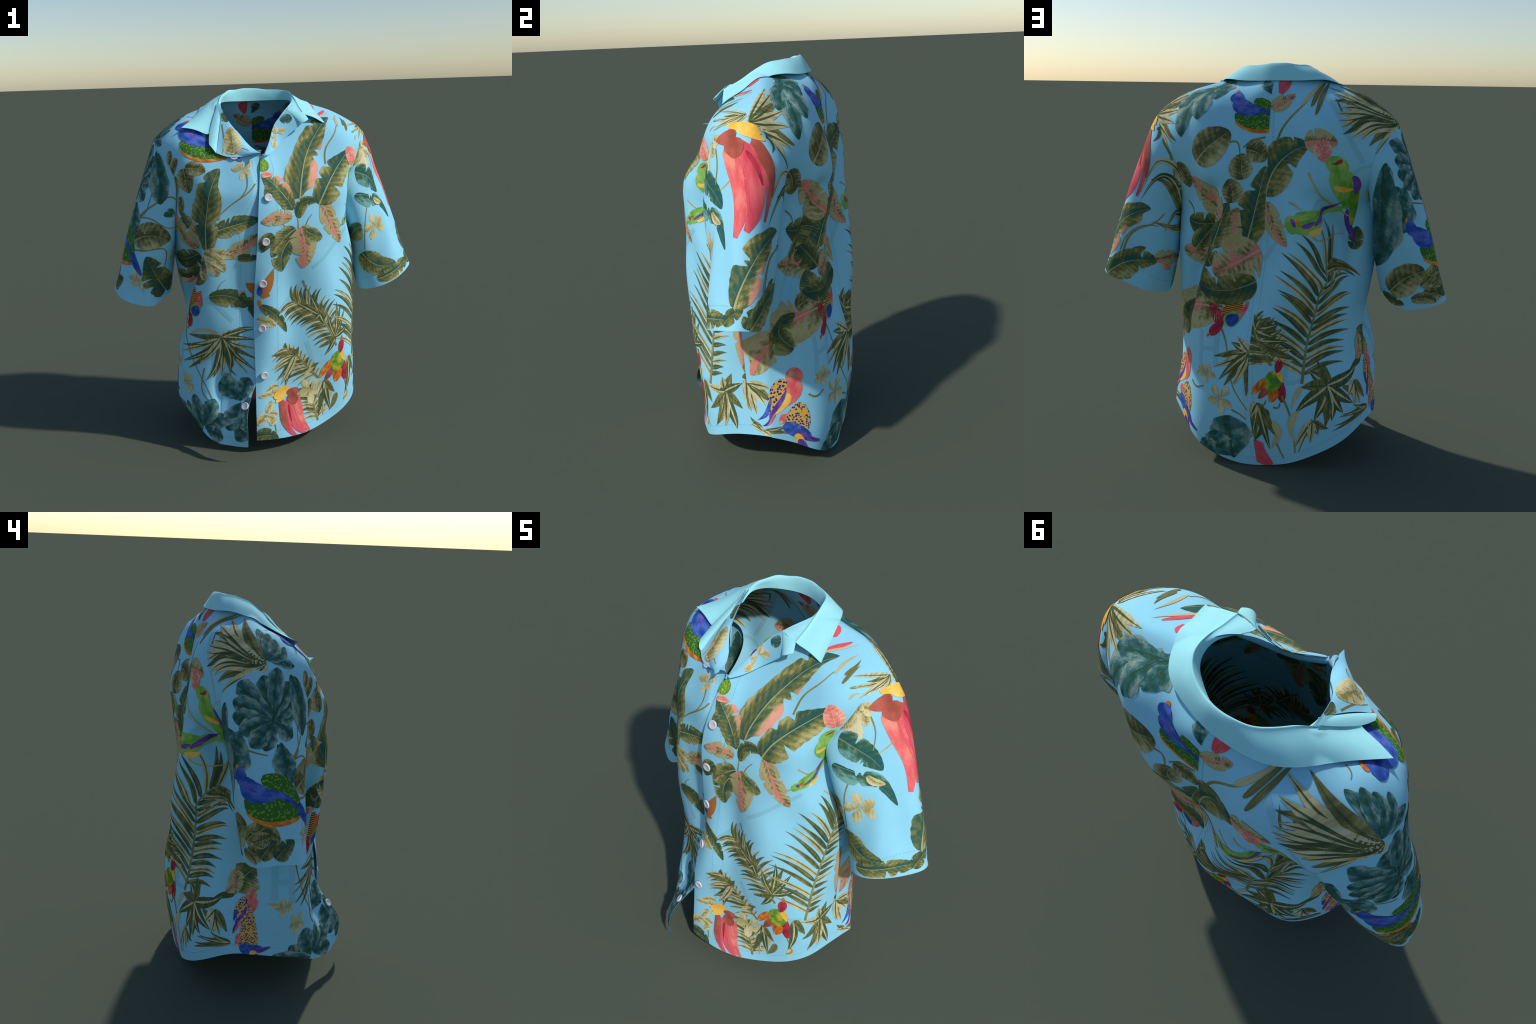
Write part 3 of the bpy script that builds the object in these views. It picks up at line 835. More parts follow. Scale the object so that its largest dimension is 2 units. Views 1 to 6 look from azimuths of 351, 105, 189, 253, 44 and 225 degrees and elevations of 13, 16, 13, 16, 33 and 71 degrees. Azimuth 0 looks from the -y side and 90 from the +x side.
def to_params(Pu, Pv, d):
    """Solve Pu*a + Pv*b = d for tangent vectors d."""
    uu = (Pu * Pu).sum(-1); vv = (Pv * Pv).sum(-1); uv = (Pu * Pv).sum(-1)
    du = (Pu * d).sum(-1); dv = (Pv * d).sum(-1)
    det = uu * vv - uv * uv + 1e-12
    return np.stack([(du * vv - dv * uv) / det, (dv * uu - du * uv) / det], -1)

class Motif:
    """Collects the blades of one printed motif and turns them into one mesh object."""
    serial = 0
    def __init__(self, part):
        self.part = part
        self.v, self.n, self.f, self.m, self.mats = [], [], [], [], []
        self.count = 0
        self.layer = 0
        Motif.serial += 1
        self.lift = .0010 + .00022 * (Motif.serial % 6)
    def grid(self, uv, mat, lift=0.0):
        """Add a grid of parameters (a, b, 2) as printed cloth."""
        a, b = uv.shape[:2]
        flat = uv.reshape(-1, 2)
        P, N = sample(self.part, flat)
        up = self.lift + lift
        lo, hi = SURFACES[self.part][2]
        cut = np.clip(flat[:, 0], lo, hi) if self.part not in ("SL", "SR") else flat[:, 0]
        same = np.stack([cut, np.clip(flat[:, 1], 0, 1)], 1).reshape(a, b, 2)
        idx = np.arange(a * b).reshape(a, b)
        q = np.stack([idx[:-1, :-1], idx[1:, :-1], idx[1:, 1:], idx[:-1, 1:]], -1).reshape(-1, 4)
        s = same.reshape(-1, 2)
        area = np.abs((s[q[:, 2], 0] - s[q[:, 0], 0]) * (s[q[:, 3], 1] - s[q[:, 1], 1]) - (s[q[:, 3], 0] - s[q[:, 1], 0]) * (s[q[:, 2], 1] - s[q[:, 0], 1]))
        q = q[area > 1e-9]
        if not len(q):
            return
        if mat not in self.mats:
            self.mats.append(mat)
        mi = self.mats.index(mat)
        face = np.cross(P[q[:, 2]] - P[q[:, 0]], P[q[:, 3]] - P[q[:, 1]])
        turned = (face * N[q].mean(1)).sum(1) < 0
        q = np.where(turned[:, None], q[:, ::-1], q)
        for sign, off in ((1, up), (-1, -CLOTH - up * .6)):
            self.v.append(P + N * off); self.n.append(N * sign)
            self.f.append((q if sign > 0 else q[:, ::-1]) + self.count)
            self.m.append(np.full(len(q), mi))
            self.count += a * b
    def build(self, name, origin, xa, ya, za, bend=0.0, stuff=False):
        if not self.f:
            return None
        Mx = np.eye(4)
        Mx[:3, 0], Mx[:3, 1], Mx[:3, 2], Mx[:3, 3] = xa, ya, za, origin
        inv = np.linalg.inv(Mx)
        v = np.concatenate(self.v); n = np.concatenate(self.n); f = np.concatenate(self.f); mi = np.concatenate(self.m)
        used = np.unique(f)
        remap = np.zeros(len(v), int); remap[used] = np.arange(len(used))
        v, n, f = v[used], n[used], remap[f]
        v = v @ inv[:3, :3].T + inv[:3, 3]
        n = n @ Mx[:3, :3]
        n /= np.linalg.norm(n, axis=1, keepdims=True) + 1e-12
        me = bpy.data.meshes.new(name)
        me.vertices.add(len(v)); me.vertices.foreach_set("co", v.astype(np.float32).ravel())
        me.loops.add(f.size); me.loops.foreach_set("vertex_index", f.astype(np.int32).ravel())
        me.polygons.add(len(f))
        me.polygons.foreach_set("loop_start", np.arange(0, f.size, 4, dtype=np.int32))
        for mat in self.mats:
            me.materials.append(M[mat])
        me.polygons.foreach_set("material_index", mi.astype(np.int32))
        me.polygons.foreach_set("use_smooth", np.ones(len(f), bool))
        me.update(calc_edges=True)
        me.normals_split_custom_set_from_vertices([tuple(x) for x in n])
        ob = bpy.data.objects.new(name, me)
        bpy.context.scene.collection.objects.link(ob)
        ob.parent = SURFACES[self.part][3]
        ob.matrix_world = Matrix([list(r) for r in Mx])
        ob["bend"] = float(bend)
        if stuff:
            ob["kind"] = "stuff"
        return ob

def spine(points, n):
    p = np.array(points, float).reshape(-1, 2)
    if len(p) == 2:
        return p[0] + (p[1] - p[0]) * np.linspace(0, 1, n)[:, None]
    return curve(p, n)

def ribbon(part, sp, wl, wr, m=9):
    """Grid of parameters along a spine with widths (metres) to either side."""
    Pu, Pv, N = frame(part, sp)
    d = np.gradient(sp, axis=0)
    T = Pu * d[:, :1] + Pv * d[:, 1:]
    T /= np.linalg.norm(T, axis=1, keepdims=True) + 1e-12
    B = np.cross(N, T)
    side = to_params(Pu, Pv, B)
    t = np.linspace(-1, 1, m)
    w = np.where(t[None] > 0, wl[:, None] * t[None], wr[:, None] * t[None])
    return sp[:, None] + w[..., None] * side[:, None], T, B, N

# outlines of leaves: half width along the leaf, for the left and the right half
def outline(kind, t, seed):
    r = np.random.default_rng(seed)
    if kind == "banana":
        w = np.sin(np.pi * np.clip(t, 0, 1) ** .72) ** .62
        l, rr = w.copy(), w.copy()
        for s in (l, rr):
            for _ in range(r.integers(1, 3)):
                c, g = r.uniform(.25, .8), r.uniform(.012, .03)
                s *= 1 - r.uniform(.4, .8) * np.exp(-((t - c) / g) ** 2)
            s *= 1 + .025 * np.sin(t * 60 + r.uniform(0, 6)) * (t > .1)
        return l, rr
    if kind == "oval":
        w = np.sin(np.pi * np.clip(t, 0, 1) ** .8) ** .55
        return w * (1 + .02 * np.sin(t * 30)), w
    if kind == "lobe":
        w = np.sin(np.pi * np.clip(t, 0, 1) ** 1.25) ** .7 * (.85 + .25 * t)
        return w * (1 + .06 * np.sin(t * 25 + seed)), w * (1 + .06 * np.sin(t * 21 + 2 + seed))
    if kind == "petal":
        w = np.sin(np.pi * np.clip(t, 0, 1) ** 1.35) ** .8
        return w, w
    if kind == "plume":
        w = np.minimum(1, t * 6 + .25) * (1 - t ** 3 * .75)
        return w, w
    w = np.sin(np.pi * np.clip(t, 0, 1) ** .6) ** .9                    # blade
    return w, w

SHAPE = {"banana": "banana", "banana_rim": "banana", "banana_dark": "banana", "banana_pink": "banana", "pale": "oval", "oval": "oval",
         "dark": "lobe", "teal": "banana", "pink": "oval", "tan": "petal", "red": "plume", "leaf_green": "oval"}

def leaf(kind, part, hw, pts):
    mo = Motif(part)
    n = 56
    sp = spine(pts, n)
    t = np.linspace(0, 1, n)
    wl, wr = outline(SHAPE.get(kind, "blade"), t, Motif.serial)
    hw = hw * (1.27 if SHAPE.get(kind) in ("banana", "lobe", "oval") else 1.0)
    uv, T, B, N = ribbon(part, sp, wl * hw, wr * hw, 13)
    mo.grid(uv, kind)
    P = sample(part, sp)[0]
    x = P[-1] - P[0]
    L = np.linalg.norm(x) + 1e-9
    z = N[n // 2]
    x = x - z * (x @ z)
    x /= np.linalg.norm(x) + 1e-9
    y = np.cross(z, x)
    bend = ((P[n // 2] - (P[0] + P[-1]) / 2) @ y) / hw
    return mo.build("leaf_print", P[0], x * L, y * hw, z, bend)

def stem(kind, part, hw, pts):
    mo = Motif(part)
    n = 40
    sp = spine(pts, n)
    t = np.linspace(0, 1, n)
    w = hw * (1 - .45 * t) if kind != "mark" else np.full(n, hw)
    if kind == "mark":
        mo.lift = .0006
    uv, T, B, N = ribbon(part, sp, w, w, 3)
    mo.lift -= .0003 if kind != "mark" else 0
    mo.grid(uv, kind)
    P = sample(part, sp)[0]
    return mo.build("faint_mark_print" if kind == "mark" else "stem_print", P[0], T[0], B[0], N[0], stuff=False)

def local_blade(mo, A, J, pts, hw, mat, shape="blade", n=20, m=5, lift=0.0, seed=1):
    """Blade whose spine is given in metres in the tangent plane at A (u, v)."""
    p = np.array(pts, float)
    sp2 = curve(p, n) if len(p) > 2 else p[0] + (p[1] - p[0]) * np.linspace(0, 1, n)[:, None]
    d = np.gradient(sp2, axis=0)
    d /= np.linalg.norm(d, axis=1, keepdims=True) + 1e-12
    nrm = np.stack([-d[:, 1], d[:, 0]], 1)
    l, r = outline(shape, np.linspace(0, 1, n), seed)
    t = np.linspace(-1, 1, m)
    w = np.where(t[None] > 0, l[:, None] * t, r[:, None] * t) * hw
    q = sp2[:, None] + w[..., None] * nrm[:, None]
    mo.grid(A + q @ J, mat, lift)

def tangent_plane(part, A):
    """Unit axes at A and the matrix from metres (across, up) to parameters."""
    Pu, Pv, N = (x[0] for x in frame(part, np.array([A])))
    ey = Pv / np.linalg.norm(Pv)
    ex = np.cross(ey, N); ex /= np.linalg.norm(ex)
    J = np.stack([to_params(Pu, Pv, ex), to_params(Pu, Pv, ey)])
    return ex, ey, N, J

def offset_between(part, A, B):
    """Vector in metres, in the tangent plane at A, to the cloth point B."""
    ex, ey, N, J = tangent_plane(part, A)
    return (np.array(B) - np.array(A)) @ np.linalg.inv(J)

def finish(mo, name, part, A, ex, ey, N, d, L, stuff=False):
    P = sample(part, np.array([A]))[0][0]
    d = np.array(d) / (np.linalg.norm(d) + 1e-9)
    x = ex * d[0] + ey * d[1]
    y = np.cross(N, x)
    return mo.build(name, P, x * L, y * L, N, stuff=stuff)

def star(kind, part, radius, pts):
    """Five petalled flower."""
    A = np.array(pts).reshape(-1, 2)[0]
    ex, ey, N, J = tangent_plane(part, A)
    mo = Motif(part)
    r = np.random.default_rng(Motif.serial)
    a0 = r.uniform(0, 6.28)
    for k in range(5):
        a = a0 + k * 2 * math.pi / 5 + r.uniform(-.2, .2)
        l = radius * r.uniform(.75, 1.1)
        d = np.array([math.cos(a), math.sin(a)])
        s = np.array([-d[1], d[0]]) * r.uniform(-.12, .12)
        local_blade(mo, A, J, [d * l * .02, (d + s) * l * .55, d * l], radius * r.uniform(.24, .3), "tan", "petal", 20, 7, k * .00012)
    return finish(mo, "flower_print", part, A, ex, ey, N, (1, 0), radius)

def fan(kind, part, hw, pts):
    """Blades spreading from a hub (first point) to tips (the rest)."""
    p = np.array(pts).reshape(-1, 2)
    A = p[0]
    ex, ey, N, J = tangent_plane(part, A)
    mo = Motif(part)
    tone = {"fan": ("olive_blade", "tan_blade", "dark_blade"), "fan_tan": ("tan_blade", "tan_blade", "olive_blade"), "fan_dark": ("dark_blade", "olive_blade", "dark_blade"),
            "monstera": ("dark",) * 3}[kind]
    r = np.random.default_rng(Motif.serial)
    n = 26
    hw = hw * 1.3
    for k, tip in enumerate(p[1:]):
        sp = spine([A, tip], n)
        t = np.linspace(0, 1, n)
        l, rr = outline("lobe" if kind == "monstera" else "blade", t, k)
        bow = np.sin(t * math.pi) * r.uniform(-.05, .05)
        dv = (tip - A) @ np.linalg.inv(J)
        sp = sp + (np.array([-dv[1], dv[0]]) * bow[:, None]) @ J
        uv = ribbon(part, sp, l * hw, rr * hw, 5)[0]
        mo.grid(uv, tone[k % 3], .00013 * (k % 5))
        if kind != "monstera":
            uv = ribbon(part, sp, l * hw * .28, rr * hw * .1, 3)[0]
            mo.grid(uv, "dark_blade" if tone[k % 3] != "dark_blade" else "tan_blade", .00013 * (k % 5) + .0004)
    tipv = (p[1:].mean(0) - A) @ np.linalg.inv(J)
    return finish(mo, "palm_fan_print" if kind != "monstera" else "split_leaf_print", part, A, ex, ey, N, tipv, np.linalg.norm(tipv))

def frond(kind, part, spec, pts):
    """Feather palm: leaflets in two ranks along a rachis; spec = (left length, right length, count, droop, half width)."""
    left, right, count, droop, hw = spec
    mo = Motif(part)
    r = np.random.default_rng(Motif.serial)
    n = 60
    sp = spine(pts, n)
    uv, T, B, N = ribbon(part, sp, np.linspace(hw * .55, hw * .25, n), np.linspace(hw * .55, hw * .25, n), 3)
    mo.grid(uv, "stem", .0006)
    tones = ("olive_blade", "tan_blade", "dark_blade") if kind != "frond_tan" else ("tan_blade", "tan_blade", "olive_blade")
    for k in range(count):
        f = (k + .5) / count
        i = int((.06 + .93 * f) * (n - 1))
        Pu, Pv, Nn = (x[0] for x in frame(part, sp[i:i + 1]))
        for sgn, l0 in ((1, left), (-1, right)):
            if l0 <= 0:
                continue
            l = l0 * (.62 + .5 * math.sin(math.pi * (.18 + .72 * f))) * r.uniform(.88, 1.1)
            ang = math.radians(58 - 22 * f + r.uniform(-4, 4))
            t = np.linspace(0, 1, 18)
            a = ang + droop * t ** 1.4
            step = np.stack([np.cos(a), sgn * np.sin(a)], 1) * l / 17
            loc = np.concatenate([[[0, 0]], np.cumsum(step, 0)[:-1]])
            d3 = loc[:, :1] * T[i] + loc[:, 1:] * B[i]
            s2 = sp[i] + to_params(Pu[None], Pv[None], d3)
            lw, rw = outline("blade", t, k)
            tone = tones[(k * 2 + (sgn > 0)) % 3]
            g = ribbon(part, s2, lw * hw, rw * hw, 5)[0]
            mo.grid(g, tone, .00012 * (k % 4))
            g = ribbon(part, s2, lw * hw * .1, rw * hw * .55, 3)[0]
            mo.grid(g, {"olive_blade": "dark_blade", "tan_blade": "olive_blade", "dark_blade": "olive_blade"}[tone], .00012 * (k % 4) + .0004)
    P = sample(part, sp)[0]
    x = P[-1] - P[0]; L = np.linalg.norm(x); x = x / L
    z = N[n // 2]; x = x - z * (x @ z); x /= np.linalg.norm(x); y = np.cross(z, x)
    return mo.build("palm_frond_print", P[0], x * L, y * L, z)

# birds: pieces in units of the body axis (x from the head, 0, to the tail, 1; y to the bird's back)
BIRDS = {
    "bluebird": [  # beak, head, belly band, wings, breast, wing bar, tail
        ("orange", "blade", .026, [(-.07, .10), (.0, .05)]),
        ("orange", "oval", .060, [(.20, -.235), (.48, -.205), (.80, -.05)]),
        ("green_scale", "oval", .120, [(.15, -.16), (.42, -.115), (.82, .03)]),
        ("green_scale", "oval", .080, [(.28, .10), (.46, .13), (.76, .07)]),
        ("blue", "oval", .078, [(-.06, .05), (.04, .02), (.16, .0)]),
        ("blue", "oval", .100, [(.04, -.01), (.20, -.04), (.48, .02)]),
        ("violet", "blade", .012, [(.10, .0), (.2, -.03), (.30, -.02)]),
        ("blue", "blade", .030, [(.36, .03), (.56, .04), (.84, .02)]),
        ("blue", "plume", .055, [(.72, .03), (.86, .01), (1.0, -.02)]),
    ],
    "rosella": [
        ("rose", "oval", .10, [(.0, .0), (.1, .0), (.2, .01)]),
        ("rose", "oval", .115, [(.1, .03), (.28, .07), (.46, .08)]),
        ("yellow", "oval", .075, [(.28, .05), (.42, .05), (.62, .02)]),
        ("violet", "oval", .07, [(.24, -.03), (.45, -.02), (.72, -.04)]),
        ("spangled", "oval", .09, [(.16, -.06), (.38, -.10), (.66, -.09)]),
        ("blue", "blade", .04, [(.45, -.12), (.65, -.12), (.86, -.13)]),
        ("violet", "plume", .045, [(.58, .0), (.8, .01), (1.0, .02)]),
        ("rose", "plume", .025, [(.58, .03), (.78, .03), (.95, .04)]),
        ("tan", "oval", .03, [(.05, -.04), (.12, -.05)]),
    ],
    "rosella_round": [
        ("rose", "oval", .10, [(-.02, -.10), (.04, -.04), (.10, .06)]),
        ("tan", "oval", .035, [(.02, -.10), (.09, -.10)]),
        ("spangled", "oval", .21, [(.06, .06), (.30, .10), (.62, .08)]),
        ("blue", "oval", .13, [(.14, -.10), (.4, -.10), (.75, .04)]),
        ("violet", "plume", .05, [(.45, -.12), (.7, -.04), (.92, .10)]),
        ("yellow", "oval", .08, [(.5, -.14), (.66, -.16), (.80, -.18)]),
        ("violet", "plume", .07, [(.62, -.17), (.80, -.19), (1.0, -.22)]),
    ],
    "paradise": [  # long red plumes
        ("rose", "plume", .095, [(.16, -.03), (.45, .0), (.75, .05), (1.0, -.02)]),
        ("red", "plume", .095, [(.18, .07), (.50, .14), (.78, .17), (.97, .08)]),
        ("red", "plume", .070, [(.20, .17), (.48, .27), (.72, .32), (.92, .27)]),
        ("brown_red", "plume", .055, [(.14, .18), (.36, .27), (.55, .34), (.72, .36)]),
        ("crimson", "plume", .020, [(.30, .12), (.45, .18), (.62, .22)]),
        ("brown_red", "blade", .022, [(.34, .20), (.50, .27), (.68, .30)]),
        ("rose", "blade", .020, [(.30, .03), (.55, .07), (.85, .10)]),
        ("yellow", "oval", .085, [(-.05, -.04), (-.01, .12), (.08, .28)]),
        ("yellow", "oval", .055, [(.04, .06), (.11, .18), (.15, .30)]),
        ("brown_red", "oval", .110, [(.02, -.07), (.10, -.06), (.20, -.05)]),
        ("brown_red", "oval", .100, [(.14, -.02), (.24, .01), (.36, .03)]),
    ],
    "gouldian": [  # green body, dark red wings, small head with a crest
        ("crimson", "plume", .12, [(.42, -.08), (.66, -.26), (.92, -.40)]),
        ("brown_red", "plume", .10, [(.55, .02), (.75, .08), (1.0, .12)]),
        ("orange", "plume", .12, [(.62, -.06), (.80, -.13), (1.0, -.16)]),
        ("orange", "plume", .10, [(.45, .12), (.70, .26), (.95, .30)]),
        ("leaf_green", "oval", .20, [(.22, .0), (.45, .0), (.72, .0)]),
        ("yellow", "blade", .06, [(.22, -.02), (.34, -.13), (.42, -.2)]),
        ("crimson", "oval", .09, [(.0, .02), (.12, .01), (.26, .0)]),
        ("orange", "blade", .025, [(-.08, .06), (.04, .02)]),
    ],
    "finch": [  # spread barred wing, blue belly, red head
        ("crimson", "plume", .13, [(.34, .04), (.28, .24), (.26, .46)]),
        ("barred", "plume", .17, [(.45, .06), (.66, .22), (.86, .42)]),
        ("crimson", "oval", .09, [(-.02, -.03), (.14, .0), (.34, .06)]),
        ("orange", "blade", .025, [(-.10, -.05), (.03, -.02)]),
        ("parakeet", "oval", .13, [(.34, .02), (.5, .04), (.76, .06)]),
        ("blue", "oval", .11, [(.38, .0), (.5, .02), (.66, .03)]),
        ("rose", "plume", .05, [(.66, .02), (.8, .1), (.95, .2)]),
    ],
    "parakeet": [
        ("parakeet", "oval", .11, [(.0, .0), (.10, .01), (.22, .02)]),
        ("parakeet", "oval", .145, [(.08, .0), (.32, .02), (.62, .03)]),
        ("parakeet", "plume", .06, [(.5, .04), (.75, .06), (1.0, .05)]),
        ("violet", "oval", .028, [(.10, .08), (.14, -.03)]),
        ("orange", "oval", .022, [(.17, .10), (.20, -.04)]),
        ("yellow", "oval", .04, [(.30, -.11), (.42, -.12), (.55, -.09)]),
        ("violet", "oval", .03, [(.22, -.03), (.32, -.02), (.42, .01)]),
        ("violet", "blade", .035, [(.40, -.04), (.62, .06), (.95, .14)]),
        ("tan", "blade", .02, [(-.05, -.01), (.02, .0)]),
    ],
    "parrot": [  # seen from the front, upright
        ("violet", "plume", .030, [(.60, .03), (.8, .05), (1.0, .06)]),
        ("parakeet", "oval", .080, [(-.02, .0), (.08, .0), (.20, .0)]),
        ("parakeet", "oval", .110, [(.10, .0), (.32, .0), (.60, .03)]),
        ("leaf_green", "plume", .045, [(.34, .09), (.55, .09), (.78, .07)]),
        ("yellow", "oval", .032, [(.30, -.09), (.37, .0), (.37, .08)]),
        ("violet", "oval", .036, [(.20, .09), (.32, .115), (.44, .10)]),
        ("crimson", "blade", .016, [(.02, .05), (.05, .01), (.05, -.04)]),
    ],
}

def bird(kind, part, flip, pts):
    p = np.array(pts).reshape(-1, 2)
    A = p[0]
    ex, ey, N, J = tangent_plane(part, (p[0] + p[-1]) / 2)
    d = (p[-1] - p[0]) @ np.linalg.inv(J)
    L = np.linalg.norm(d)
    d = d / L
    s = np.array([-d[1], d[0]]) * (1 if flip > 0 else -1)
    mo = Motif(part)
    for k, (mat, shape, hw, q) in enumerate(BIRDS[kind]):
        q = np.array(q)
        loc = (q[:, :1] * d + q[:, 1:] * s) * L
        local_blade(mo, A, J, loc, hw * L, mat, shape, 26, 9, .00022 * k, k)
    return finish(mo, kind + "_print", part, A, ex, ey, N, d, L)

